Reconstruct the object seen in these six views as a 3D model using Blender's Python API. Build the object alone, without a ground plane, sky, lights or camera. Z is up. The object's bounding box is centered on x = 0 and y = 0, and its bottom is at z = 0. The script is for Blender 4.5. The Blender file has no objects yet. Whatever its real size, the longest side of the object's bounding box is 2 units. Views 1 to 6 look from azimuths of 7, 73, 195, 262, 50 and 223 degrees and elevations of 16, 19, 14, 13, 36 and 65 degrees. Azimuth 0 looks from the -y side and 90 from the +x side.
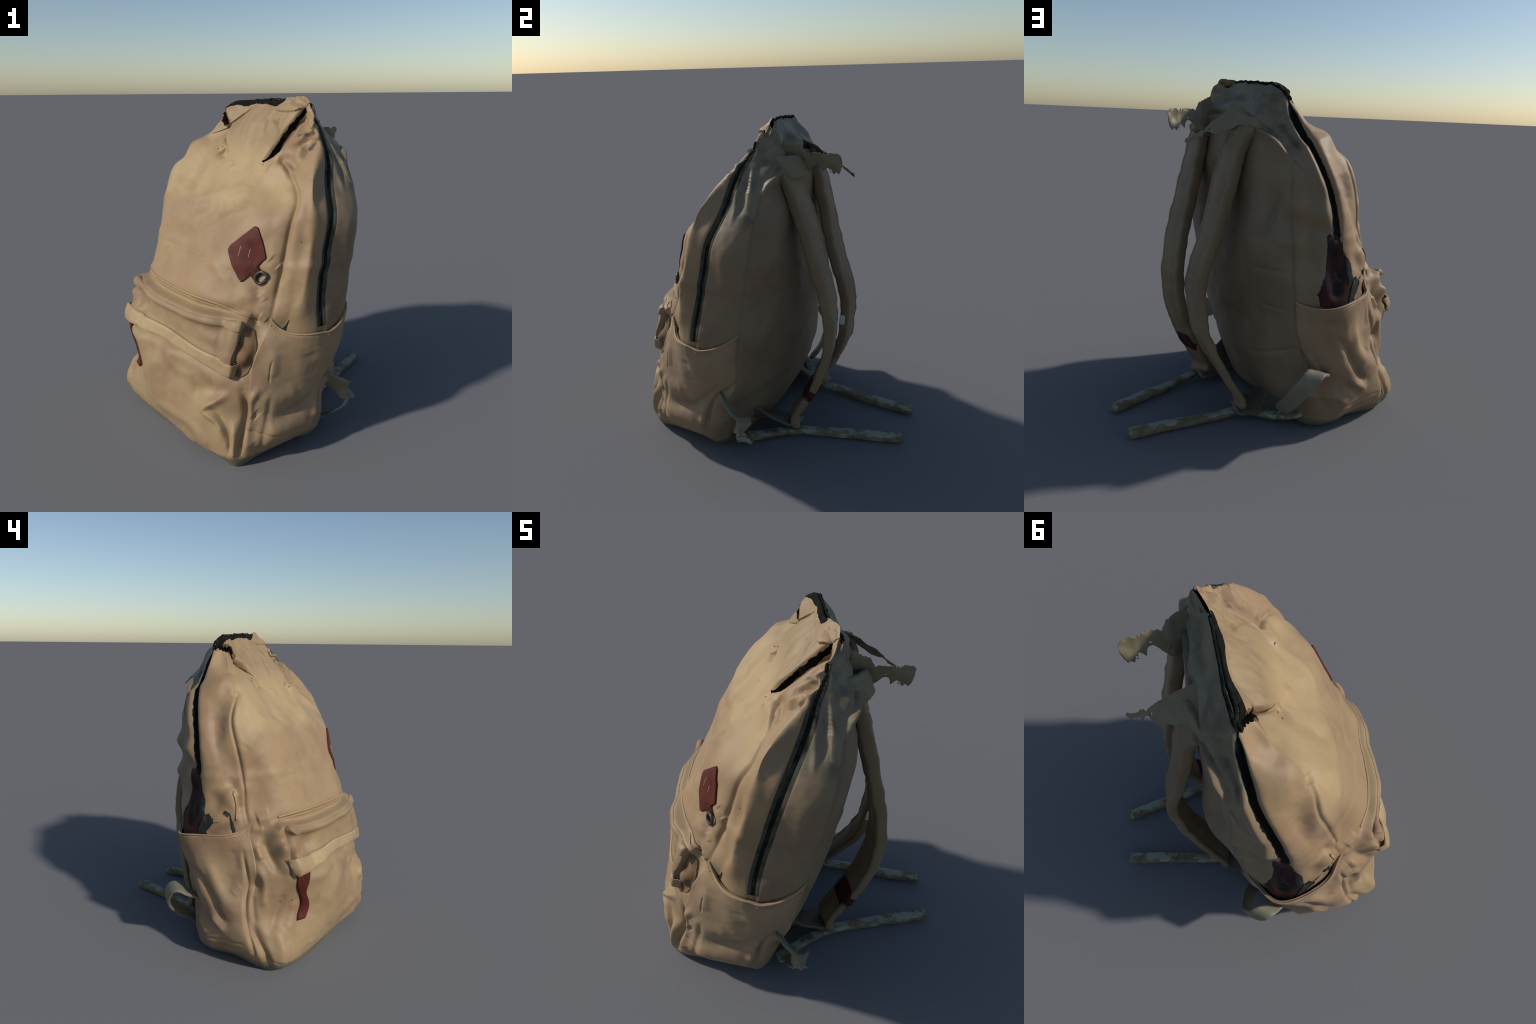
"""Worn canvas backpack standing upright.

Frame used while modelling (before the root Empty turns it on the ground):
  a = to the bag's right hand side seen from its front, b = towards the front, z = up.
Mesh coordinates are (a, -b, z).
The body is one lofted skin S(u, v): u runs around the bag through 14 meridians,
v runs from the bottom (0) to the zipper ridge on top (10).  Pockets, flap, patch,
zipper and trims are shells laid on that skin; straps and webbing are swept bands.
"""
import bpy
import math
import numpy as np

rng = np.random.default_rng(7)

# meridians: 0 front middle, 1 front right quarter, 2 front right seam, 3 side right,
# 4 zipper right, 5 back right seam, 6 back right quarter, 7 back middle, 8 back left quarter,
# 9 back left seam, 10 zipper left, 11 side left, 12 front left seam, 13 front left quarter
# one row per level: cross-section as (a, b, z)
BODY_LEVELS = [
    [(0.003, 0.610, 0.000), (0.355, 0.564, 0.000), (0.587, 0.557, 0.000), (0.573, 0.347, 0.000), (0.566, 0.147, 0.000), (0.567, 0.025, 0.000), (0.334, -0.052, 0.000), (0.047, -0.040, 0.000), (-0.311, -0.032, 0.000), (-0.535, -0.011, 0.020), (-0.545, 0.133, 0.000), (-0.524, 0.279, 0.000), (-0.533, 0.515, 0.000), (-0.312, 0.612, 0.000)],
    [(0.006, 0.683, 0.127), (0.375, 0.676, 0.122), (0.619, 0.578, 0.120), (0.699, 0.386, 0.121), (0.724, 0.138, 0.120), (0.636, 0.014, 0.121), (0.333, -0.116, 0.121), (0.046, -0.158, 0.120), (-0.313, -0.109, 0.118), (-0.567, -0.032, 0.120), (-0.663, 0.136, 0.120), (-0.641, 0.276, 0.124), (-0.591, 0.569, 0.120), (-0.318, 0.661, 0.119)],
    [(0.000, 0.712, 0.358), (0.367, 0.631, 0.351), (0.639, 0.517, 0.350), (0.712, 0.354, 0.349), (0.758, 0.140, 0.351), (0.663, -0.071, 0.350), (0.350, -0.172, 0.352), (0.044, -0.240, 0.351), (-0.312, -0.204, 0.341), (-0.552, -0.054, 0.350), (-0.670, 0.131, 0.351), (-0.682, 0.296, 0.354), (-0.607, 0.447, 0.350), (-0.305, 0.632, 0.354)],
    [(-0.002, 0.627, 0.598), (0.369, 0.597, 0.601), (0.613, 0.448, 0.599), (0.705, 0.327, 0.598), (0.803, 0.116, 0.599), (0.699, -0.123, 0.600), (0.343, -0.251, 0.602), (0.045, -0.293, 0.604), (-0.310, -0.243, 0.598), (-0.543, -0.118, 0.599), (-0.689, 0.098, 0.601), (-0.618, 0.272, 0.600), (-0.564, 0.438, 0.598), (-0.328, 0.661, 0.600)],
    [(-0.011, 0.597, 0.818), (0.387, 0.553, 0.821), (0.645, 0.357, 0.820), (0.739, 0.254, 0.820), (0.806, 0.115, 0.821), (0.728, -0.154, 0.820), (0.347, -0.290, 0.821), (0.039, -0.326, 0.821), (-0.299, -0.265, 0.813), (-0.532, -0.142, 0.820), (-0.717, 0.009, 0.822), (-0.646, 0.253, 0.817), (-0.529, 0.364, 0.819), (-0.324, 0.560, 0.823)],
    [(0.001, 0.477, 1.078), (0.388, 0.437, 1.079), (0.637, 0.246, 1.085), (0.759, 0.192, 1.097), (0.747, 0.053, 1.081), (0.720, -0.192, 1.080), (0.330, -0.324, 1.081), (0.029, -0.311, 1.080), (-0.350, -0.320, 1.082), (-0.504, -0.160, 1.081), (-0.631, 0.033, 1.082), (-0.601, 0.223, 1.085), (-0.493, 0.292, 1.081), (-0.335, 0.448, 1.080)],
    [(-0.003, 0.341, 1.344), (0.380, 0.334, 1.345), (0.638, 0.192, 1.363), (0.735, 0.127, 1.362), (0.753, -0.001, 1.349), (0.725, -0.237, 1.350), (0.330, -0.333, 1.351), (0.031, -0.281, 1.349), (-0.342, -0.295, 1.343), (-0.499, -0.171, 1.349), (-0.602, 0.043, 1.350), (-0.557, 0.133, 1.342), (-0.522, 0.226, 1.350), (-0.337, 0.352, 1.350)],
    [(-0.006, 0.222, 1.516), (0.335, 0.195, 1.490), (0.562, 0.107, 1.506), (0.680, 0.083, 1.545), (0.666, -0.034, 1.536), (0.659, -0.258, 1.550), (0.335, -0.337, 1.520), (0.039, -0.302, 1.511), (-0.318, -0.264, 1.511), (-0.490, -0.177, 1.502), (-0.557, 0.002, 1.551), (-0.514, 0.101, 1.543), (-0.461, 0.215, 1.550), (-0.288, 0.246, 1.543)],
    [(-0.000, 0.100, 1.655), (0.303, 0.088, 1.647), (0.473, 0.053, 1.635), (0.562, -0.023, 1.685), (0.603, -0.088, 1.720), (0.561, -0.276, 1.692), (0.329, -0.297, 1.655), (0.040, -0.308, 1.651), (-0.264, -0.245, 1.669), (-0.419, -0.182, 1.657), (-0.469, -0.041, 1.700), (-0.446, 0.085, 1.711), (-0.370, 0.144, 1.681), (-0.234, 0.135, 1.672)],
    [(0.001, 0.001, 1.832), (0.247, -0.056, 1.829), (0.374, -0.085, 1.826), (0.419, -0.133, 1.826), (0.473, -0.168, 1.870), (0.446, -0.269, 1.829), (0.298, -0.296, 1.823), (0.043, -0.259, 1.839), (-0.196, -0.212, 1.840), (-0.316, -0.156, 1.809), (-0.374, -0.064, 1.809), (-0.324, -0.001, 1.795), (-0.275, 0.032, 1.801), (-0.163, -0.017, 1.790)],
    [(0.050, -0.130, 1.990), (0.200, -0.155, 1.992), (0.305, -0.200, 2.004), (0.352, -0.210, 1.980), (0.370, -0.214, 1.945), (0.345, -0.224, 1.970), (0.200, -0.165, 1.998), (0.050, -0.140, 1.996), (-0.140, -0.120, 1.984), (-0.235, -0.100, 1.962), (-0.268, -0.100, 1.930), (-0.235, -0.090, 1.950), (-0.140, -0.110, 1.978), (-0.030, -0.120, 1.986)],
]

LEV = np.array(BODY_LEVELS, float)
NLV, NMER = LEV.shape[:2]


# ---------------------------------------------------------------- splines
def second_derivs(n, periodic):
    A, B = np.zeros((n, n)), np.zeros((n, n))
    if periodic:
        for i in range(n):
            for k, c, d in ((-1, 1 / 6, 1), (0, 4 / 6, -2), (1, 1 / 6, 1)):
                A[i, (i + k) % n] += c
                B[i, (i + k) % n] += d
    else:
        A[0, 0] = A[-1, -1] = 1
        for i in range(1, n - 1):
            A[i, i - 1:i + 2] = [1 / 6, 4 / 6, 1 / 6]
            B[i, i - 1:i + 2] = [1, -2, 1]
    return np.linalg.solve(A, B)


def spline_basis(n, x, periodic=False):
    S2 = second_derivs(n, periodic)
    x = np.asarray(x, float)
    i = np.floor(x).astype(int)
    if not periodic:
        i = np.clip(i, 0, n - 2)
    t = (x - i)[:, None]
    I = np.eye(n)
    p, q = i % n, (i + 1) % n
    return (1 - t) * I[p] + t * I[q] + ((1 - t) ** 3 - (1 - t)) / 6 * S2[p] + (t ** 3 - t) / 6 * S2[q]


def curve(points, n):
    """n points on the natural cubic through the points, near-even in arc length"""
    P = np.array(points, float)
    if len(P) == 2:
        t = np.linspace(0, 1, n)[:, None]
        return P[0] * (1 - t) + P[1] * t
    D = spline_basis(len(P), np.linspace(0, len(P) - 1, 40 * len(P))) @ P
    s = np.r_[0, np.cumsum(np.linalg.norm(np.diff(D, axis=0), axis=1))]
    q = np.linspace(0, s[-1], n)
    return np.stack([np.interp(q, s, D[:, k]) for k in range(D.shape[1])], 1)


# ---------------------------------------------------------------- noise
_T = np.random.default_rng(3).random((32, 32, 32))


def vnoise(P, scale, seed=0.0):
    """smooth value noise in -1..1"""
    X = P * scale + np.array([seed * 3.7, seed * 1.3, seed * 7.1])
    i = np.floor(X).astype(int)
    f = X - i
    f = f * f * (3 - 2 * f)
    r = 0
    for dx in (0, 1):
        for dy in (0, 1):
            for dz in (0, 1):
                wgt = (f[..., 0] if dx else 1 - f[..., 0]) * (f[..., 1] if dy else 1 - f[..., 1]) * (f[..., 2] if dz else 1 - f[..., 2])
                r = r + wgt * _T[(i[..., 0] + dx) % 32, (i[..., 1] + dy) % 32, (i[..., 2] + dz) % 32]
    return 2 * r - 1


def smooth(x, lo, hi):
    t = np.clip((x - lo) / (hi - lo), 0, 1)
    return t * t * (3 - 2 * t)


# ---------------------------------------------------------------- body skin
NU, NV = 700, 540
US = np.linspace(0, NMER, NU + 1)[:-1]
VS = np.linspace(0, NLV - 1, NV)
L = np.einsum('vi,ijc,uj->vuc', spline_basis(NLV, VS), LEV, spline_basis(NMER, US, True))
L[..., 1] *= -1                                     # mesh coordinates (a, -b, z)
UU, VV = np.meshgrid(US, VS)


def normals(P):
    dU = np.roll(P, -1, 1) - np.roll(P, 1, 1)
    dV = np.gradient(P, axis=0)
    N = np.cross(dU, dV)
    return N / (np.linalg.norm(N, axis=2, keepdims=True) + 1e-9)


N0 = normals(L)
N0[-3:] = N0[-4]


def sample(F, uv):
    """bilinear lookup of a grid field at (u, v) points"""
    uv = np.asarray(uv, float)
    x = (uv[..., 0] % NMER) / NMER * NU
    y = np.clip(uv[..., 1] / (NLV - 1) * (NV - 1), 0, NV - 1.001)
    i, j = np.floor(x).astype(int), np.floor(y).astype(int)
    fx, fy = x - i, y - j
    if F.ndim == 3:
        fx, fy = fx[..., None], fy[..., None]
    i0, i1 = i % NU, (i + 1) % NU
    return (F[j, i0] * (1 - fx) + F[j, i1] * fx) * (1 - fy) + (F[j + 1, i0] * (1 - fx) + F[j + 1, i1] * fx) * fy


def path_distance(uvpts, reach):
    """distance of nearby skin points to a path drawn on the skin; also signed side and position 0..1 along it"""
    C = sample(L, curve(uvpts, max(12, 8 * len(uvpts))))
    lo, hi = C.min(0) - reach, C.max(0) + reach
    m = np.all((L > lo) & (L < hi), axis=2)
    Q, n = L[m], N0[m]
    best = np.full(len(Q), 1e9)
    side = np.zeros(len(Q))
    along = np.zeros(len(Q))
    k = len(C) - 1
    for s in range(k):
        e = C[s + 1] - C[s]
        d = Q - C[s]
        t = np.clip(d @ e / (e @ e + 1e-12), 0, 1)
        r = d - t[:, None] * e
        q = np.linalg.norm(r, axis=1)
        b = q < best
        best[b] = q[b]
        side[b] = np.einsum('ij,ij->i', np.cross(n[b], np.broadcast_to(e, (b.sum(), 3))), r[b])
        along[b] = (s + t[b]) / k
    return m, best, np.sign(side) * best, along


def fold(D, uvpts, amp, width, sharp=2.0, taper=True):
    """ridge (amp > 0) or groove (amp < 0) along a path"""
    m, d, _, t = path_distance(uvpts, width * 3)
    g = np.exp(-(d / width) ** sharp)
    if taper:
        g = g * np.minimum(1, .35 + 4 * np.minimum(t, 1 - t))
    D[m] += amp * g


def step(D, uvpts, amp, edge, reach):
    """ledge along a path: the left side of the path is raised by amp and fades out over reach"""
    m, d, s, t = path_distance(uvpts, reach * 2.5)
    D[m] += amp * .5 * (1 + np.tanh(s / edge)) * np.exp(-(d / reach) ** 2) * np.minimum(1, 5 * np.minimum(t, 1 - t) + .15)


skin = np.zeros((NV, NU))
# soft sag of the cloth
calm = smooth(VV, 0.2, 1.0) * (1 - smooth(VV, 9.2, 9.9))
skin += calm * (.007 * vnoise(L, 4.5, 1) + .0035 * vnoise(L, 11, 2) + .0012 * vnoise(L, 30, 3))

# --- fullness of the stuffed cloth: swells and hollows (u, v, height, radius)
SWELLS = [(8.4, 6.1, -.045, .12), (8.35, 7.2, -.030, .11), (8.3, 5.3, -.028, .10), (9.05, 5.95, .045, .06), (9.0, 5.2, .045, .07), (9.0, 4.4, .024, .10), (8.9, 3.5, .014, .10),
          (0.0, 5.8, .020, .10), (13.6, 5.8, .022, .09), (0.6, 4.6, .020, .07), (1.8, 6.6, .006, .08), (1.75, 5.3, .016, .08), (1.5, 4.5, .018, .07), (1.8, 4.0, -.020, .06),
          (2.3, 4.0, -.016, .06), (2.0, 2.0, -.028, .09), (2.4, 1.5, -.022, .08), (12.0, 8.8, -.024, .07), (10.8, 8.2, -.016, .07), (11.4, 7.6, -.014, .08), (8.4, 8.9, .024, .09),
          (7.8, 9.2, .018, .09), (12.6, 4.0, .030, .06), (13.2, 3.8, -.020, .08), (12.6, 3.6, .018, .05), (11.7, 2.5, -.026, .07), (1.2, 1.9, .022, .08), (12.7, 1.6, .020, .08), (8.4, 1.5, .020, .10),
          (9.6, 5.8, .036, .06), (9.6, 5.1, .024, .07), (8.0, 6.2, -.026, .08), (8.3, 5.6, -.018, .06), (12.6, 4.0, .030, .05), (12.6, 3.2, .032, .045), (13.2, 3.2, -.030, .06),
          (13.3, 3.7, -.022, .07), (1.2, 4.0, -.026, .06), (0.3, 4.2, -.016, .08), (8.4, 3.9, .018, .08), (9.0, 3.2, .015, .08), (1.1, 2.2, .018, .07), (2.4, 1.5, -.018, .07),
          (5.4, 9.6, .026, .06), (3.4, 7.7, .010, .06), (5.9, 6.2, -.016, .08), (4.2, 4.8, .018, .06), (10.8, 4.8, -.020, .06), (12.0, 5.0, .018, .06), (12.0, 2.8, -.026, .05),
          (8.35, 5.85, -.046, .085), (1.75, 5.2, .016, .06), (2.4, 5.0, .018, .06), (4.0, 5.2, .016, .06), (12.6, 3.7, .026, .045), (13.2, 3.6, -.016, .06), (1.75, 3.2, .022, .04),
          (0.1, 2.5, .020, .08), (13.9, 2.4, .016, .06), (11.5, 4.9, .016, .06), (8.2, 9.1, .018, .07), (3.4, 8.2, .014, .08), (4.8, 8.2, .014, .07), (0.7, 5.9, -.010, .08),
          (1.85, 7.0, .022, .06), (1.8, 4.8, .022, .05), (12.6, 3.6, .038, .045), (8.0, 5.5, -.026, .08), (12.0, 2.7, -.020, .05), (12.0, 5.1, .018, .06), (11.4, 4.8, .016, .06),
          (9.2, 6.8, .013, .10), (9.2, 5.8, .013, .10), (0.3, 2.8, .018, .07), (1.7, 3.2, .016, .05), (11.4, 8.2, .013, .07), (4.8, 8.6, .014, .07), (5.4, 6.8, .014, .08), (2.9, 6.6, -.016, .07), (7.2, 6.3, .020, .12), (4.6, 1.3, .024, .10), (4.9, .6, .024, .08)]
for u, v, h, r in SWELLS:
    q = ((L - sample(L, np.array([u, v]))) ** 2).sum(2)
    skin += h * np.exp(-q / r ** 2)

# --- seams between panels
SEAM_FR = [(1.45, 8.15), (1.93, 7.8), (2.13, 6.85), (2.0, 6.0), (1.95, 5.2), (1.94, 4.7), (1.97, 4.2)]
SEAM_FL = [(11.95, 7.5), (11.84, 6.8), (12.1, 6.1), (12.1, 5.4), (11.95, 4.8), (12.0, 4.3)]
SEAM_BR = [(4.98, 7.6), (5.0, 6.8), (5.0, 5.3), (5.0, 4.0), (5.0, 2.6)]
SEAM_BL = [(9.07, 7.4), (8.98, 6.1), (9.02, 5.0), (9.0, 4.0), (9.0, 2.7)]
fold(skin, SEAM_FR, -.016, .014)
fold(skin, [(u + .22, v) for u, v in SEAM_FR], .010, .035)
fold(skin, [(u - .2, v) for u, v in SEAM_FR[2:]], .006, .04)
fold(skin, SEAM_FL, -.010, .010)
fold(skin, [(u + .14, v) for u, v in SEAM_FL], .006, .024)
fold(skin, SEAM_BR, -.008, .009)
fold(skin, SEAM_BL, -.010, .008)
fold(skin, [(u + .15, v) for u, v in SEAM_BL], .005, .03)

# --- top of the bag: torn slits, shelf and dents on the front
SLIT_R_UP = [(0.88, 8.0), (1.23, 8.58), (1.52, 9.09), (2.63, 9.68)]
SLIT_R_LOW = [(.915, 7.98), (1.30, 8.56), (1.68, 9.06), (2.88, 9.57)]
SLIT_R = [(.94, 8.0), (1.35, 8.54), (1.8, 9.04), (3.0, 9.5)]
SLIT_L = [(13.66, 8.36), (13.2, 8.9), (12.5, 9.32), (10.7, 9.86)]
step(skin, SLIT_R_UP, .026, .006, .12)
fold(skin, SLIT_R, -.024, .014)
fold(skin, SLIT_R_LOW, -.012, .05)
step(skin, SLIT_L[::-1], .022, .005, .10)
fold(skin, SLIT_L, -.022, .012)
fold(skin, [(13.6, 8.15), (13.85, 7.98)], -.030, .035)
fold(skin, [(14.1, 7.85), (14.2, 7.5)], .010, .03)
fold(skin, [(1.35, 8.15), (1.75, 8.2), (2.07, 8.05), (2.15, 7.8)], -.034, .035)
fold(skin, [(0.95, 7.85), (1.2, 7.8)], .012, .03)
fold(skin, [(2.3, 8.3), (2.83, 8.43), (3.5, 8.4)], .022, .024)
fold(skin, [(2.5, 8.1), (3.1, 8.22), (3.7, 8.2)], -.018, .020)
fold(skin, [(2.4, 8.72), (3.1, 8.85), (3.8, 8.8)], .018, .018)
fold(skin, [(2.3, 8.56), (3.0, 8.64), (3.7, 8.6)], -.016, .016)
fold(skin, [(3.0, 9.1), (3.6, 9.15), (4.1, 9.0)], .014, .016)
fold(skin, [(12.7, 6.75), (13.3, 6.45), (13.8, 6.25), (14.15, 6.5), (14.87, 7.2)], .014, .045)
fold(skin, [(13.9, 6.05), (14.2, 6.2)], -.012, .05)
fold(skin, [(0.4, 6.2), (0.75, 6.4)], -.014, .045)
fold(skin, [(0.2, 5.5), (0.6, 5.95), (0.98, 6.35)], .009, .035)
fold(skin, [(0.5, 6.4), (0.75, 6.75), (0.9, 7.2)], .010, .035)
fold(skin, [(0.05, 5.75), (0.35, 6.15)], -.006, .03)
fold(skin, [(0.75, 8.75), (0.7, 9.3)], -.008, .016)
fold(skin, [(1.2, 8.85), (0.87, 9.25)], -.008, .014)
fold(skin, [(0.3, 8.3), (0.35, 9.2)], .006, .04)
fold(skin, [(11.4, 7.3), (11.5, 8.1), (11.2, 8.9)], -.010, .06)
fold(skin, [(12.0, 7.45), (12.1, 7.75)], -.016, .025)
fold(skin, [(1.67, 5.3), (1.87, 5.15)], -.014, .03)
fold(skin, [(1.5, 4.8), (1.63, 4.5), (1.3, 4.4)], -.012, .035)
fold(skin, [(1.62, 4.65), (1.75, 4.5)], .010, .02)
fold(skin, [(13.1, 5.5), (13.4, 5.6)], .006, .05)
fold(skin, [(12.5, 5.6), (12.7, 5.3)], -.006, .05)
fold(skin, [(11.0, 5.4), (11.35, 5.0)], -.010, .05)
fold(skin, [(11.5, 5.2), (11.75, 4.55)], -.016, .022)
fold(skin, [(11.3, 4.75), (11.7, 4.3)], .010, .02)

# --- front pocket: piping, crest of the flap, crumpled ends
PIPING = [(12.72, 4.39), (13.3, 4.46), (14.2, 4.43), (14.9, 4.40), (15.3, 4.28), (15.63, 4.17)]
CREST = [(12.7, 4.15), (13.4, 4.13), (14.3, 4.10), (15.1, 4.10), (15.55, 4.08)]
fold(skin, [(u, v + .17) for u, v in CREST], -.030, .030)
fold(skin, CREST, .028, .024, taper=False)
fold(skin, [(u, v - .12) for u, v in CREST], .008, .04)
fold(skin, [(1.57, 4.15), (1.75, 4.1)], -.03, .022)
fold(skin, [(1.72, 4.22), (1.9, 4.1)], .016, .02)
fold(skin, [(12.23, 4.33), (12.57, 4.42)], .022, .04)
fold(skin, [(12.05, 4.15), (12.35, 4.12)], .012, .022)
fold(skin, [(12.05, 3.2), (12.17, 2.7), (12.23, 2.2)], .016, .024)
fold(skin, [(12.1, 3.75), (12.14, 3.4)], .020, .022)
fold(skin, [(12.57, 2.5), (12.45, 2.0), (12.27, 1.7)], -.016, .024)
fold(skin, [(12.75, 2.3), (12.7, 1.9), (12.5, 1.6)], .012, .03)
fold(skin, [(12.0, 2.5), (12.05, 1.9)], -.012, .016)
fold(skin, [(11.7, 3.6), (11.7, 3.2), (11.83, 2.27), (11.75, 1.57), (11.65, 1.0)], -.016, .014)
fold(skin, [(11.95, 1.9), (11.92, 1.4), (11.85, .6)], -.034, .026)
fold(skin, [(12.33, 1.75), (12.33, 1.3), (12.2, .7)], .022, .04)
# front right corner
fold(skin, [(1.82, 2.4), (1.93, 2.07), (2.02, 1.47), (2.1, .85)], -.034, .022)
fold(skin, [(1.5, 2.3), (1.13, 1.87), (1.4, 1.7), (1.57, 1.35)], .028, .024)
fold(skin, [(1.28, 1.95), (1.68, 1.43), (1.82, .9)], -.020, .013)
fold(skin, [(1.75, 1.7), (1.88, 1.2), (1.94, .7)], .016, .02)
fold(skin, [(0.8, 2.15), (1.28, 2.35)], -.026, .05)
fold(skin, [(0.07, 1.4), (0.63, 1.43), (1.07, 1.2), (1.2, .75)], .014, .035)
fold(skin, [(13.5, 1.9), (0.2, 1.9)], -.008, .06)
fold(skin, [(2.23, 2.45), (2.05, 2.17), (2.15, 1.8)], .016, .02)
fold(skin, [(2.23, 1.95), (2.42, 1.85)], -.014, .035)
# side pockets
fold(skin, [(3.0, 1.78), (3.5, 1.8), (4.0, 2.0), (4.6, 2.55)], -.026, .035)
fold(skin, [(2.7, 1.5), (3.3, 1.45), (4.0, 1.4)], .014, .04)
fold(skin, [(2.5, 2.4), (3.0, 2.2), (3.6, 2.3)], .010, .05)
fold(skin, [(4.3, 1.4), (4.4, 2.0), (4.67, 2.4), (4.93, 2.65)], -.024, .014)
fold(skin, [(4.72, 2.1), (4.9, 2.6)], .018, .014)
fold(skin, [(4.15, 1.5), (4.2, 1.9)], .014, .025)
fold(skin, [(2.73, 2.3), (2.73, 1.6), (2.73, .8)], -.010, .02)
fold(skin, [(9.75, 3.15), (10.18, 2.5), (10.65, 1.98), (11.0, 1.82)], -.024, .026)
fold(skin, [(10.4, 3.2), (10.6, 2.6), (11.1, 2.2)], .014, .035)
fold(skin, [(10.0, 1.85), (10.7, 1.5)], -.016, .022)
fold(skin, [(10.3, 1.85), (11.0, 1.6)], .012, .022)
fold(skin, [(9.57, 1.6), (10.05, 1.35)], .012, .025)
fold(skin, [(11.2, 2.5), (11.6, 2.7)], .008, .03)
fold(skin, [(9.0, 2.65), (9.15, 2.1)], -.018, .012)
fold(skin, [(9.12, 2.6), (9.3, 2.1)], .014, .014)
fold(skin, [(9.7, 1.2), (10.77, 1.23), (11.47, 1.33)], -.006, .008)
fold(skin, [(2.13, 1.55), (2.93, 1.33), (3.3, 1.2)], -.007, .008)

# --- back: yoke roll over the recessed back panel, quilting
YOKE_L = [(6.95, 8.76), (7.37, 8.68), (7.95, 8.36), (8.7, 8.08), (9.12, 7.5)]
YOKE_R = [(4.98, 7.58), (5.03, 8.12), (5.7, 8.66), (6.5, 8.8), (6.95, 8.76)]
step(skin, YOKE_L, -.055, .007, .17)
step(skin, YOKE_R, -.055, .007, .17)
for pth in (YOKE_L, YOKE_R):
    fold(skin, [(u, v + .24) for u, v in pth], .038, .045)
fold(skin, [(9.47, 8.75), (9.65, 7.7), (9.65, 6.7), (9.8, 6.0)], .012, .028)
fold(skin, [(7.6, 9.3), (7.4, 9.0)], .008, .04)
fold(skin, [(6.5, 9.5), (6.6, 9.0)], -.010, .03)
fold(skin, [(7.63, 2.27), (8.2, 2.47), (8.95, 2.73)], -.007, .012)
fold(skin, [(7.97, 4.63), (8.43, 4.63), (8.9, 4.6)], -.006, .014)
fold(skin, [(7.97, 3.8), (8.43, 3.75), (8.9, 3.7)], -.005, .014)
fold(skin, [(8.13, 5.17), (8.4, 5.5), (8.53, 5.83)], -.006, .012)
fold(skin, [(5.3, 7.4), (5.5, 7.9)], -.008, .05)
fold(skin, [(4.45, 8.4), (4.57, 8.0), (4.75, 7.05)], .010, .018)
fold(skin, [(4.2, 8.0), (4.37, 7.4), (4.47, 6.75)], .008, .016)
fold(skin, [(4.33, 8.3), (4.47, 7.8), (4.6, 7.0)], -.008, .016)
# broad puckers across the panels
for pts, h, r in (([(13.3, 7.0), (13.7, 6.7)], -.008, .04), ([(12.4, 5.9), (12.8, 6.3)], .007, .04), ([(13.1, 5.1), (13.6, 5.3), (0.1, 5.1)], .006, .03), ([(0.6, 5.2), (1.1, 4.75)], .007, .03),
                  ([(2.5, 7.2), (2.9, 6.4), (2.8, 5.6)], .005, .04), ([(3.2, 7.4), (3.4, 6.6)], -.009, .035), ([(2.4, 5.8), (2.7, 5.0), (2.5, 4.4)], -.008, .04), ([(3.3, 5.3), (3.6, 4.6)], .007, .05),
                  ([(4.4, 6.0), (4.6, 5.2), (4.5, 4.4)], .007, .05), ([(10.6, 7.0), (10.8, 6.2), (10.7, 5.6)], .009, .045), ([(11.2, 6.8), (11.4, 6.0)], -.008, .04), ([(9.4, 5.4), (9.6, 4.6)], -.008, .04),
                  ([(13.3, 2.9), (13.6, 2.4), (13.5, 1.8)], .009, .05), ([(0.2, 2.7), (0.5, 2.5), (0.9, 2.55)], .010, .035), ([(13.1, 1.1), (13.6, .8), (0.2, .9)], -.009, .04), ([(0.6, 1.0), (0.9, .6)], .010, .035),
                  ([(12.8, 3.8), (13.0, 3.5)], .008, .03), ([(0.8, 3.7), (1.2, 3.5)], .008, .03), ([(1.35, 3.9), (1.45, 3.4), (1.4, 3.1)], .012, .025), ([(2.6, 3.4), (2.8, 2.7)], .010, .04), ([(3.7, 3.3), (3.9, 2.6)], -.010, .05),
                  ([(4.7, 3.6), (4.75, 2.9)], .006, .02), ([(9.5, 3.5), (9.9, 2.8), (9.8, 2.2)], .010, .04), ([(11.3, 3.7), (11.4, 3.0)], -.009, .035), ([(9.2, 1.6), (9.6, 1.0)], -.010, .03), ([(4.4, 1.1), (4.7, .7)], .010, .03),
                  ([(2.4, 1.2), (2.8, .7)], -.010, .03), ([(10.8, 1.0), (11.3, .7)], -.009, .03), ([(6.0, 5.5), (6.3, 4.6)], .008, .05), ([(5.5, 3.2), (6.1, 3.0), (6.7, 3.2)], -.007, .03), ([(5.4, 2.0), (6.0, 2.2), (6.8, 2.0)], .008, .04),
                  ([(7.2, 3.2), (7.8, 3.0)], -.007, .03), ([(5.4, 6.6), (5.6, 5.6), (5.4, 4.8)], .007, .04)):
    fold(skin, pts, h, r)
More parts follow.
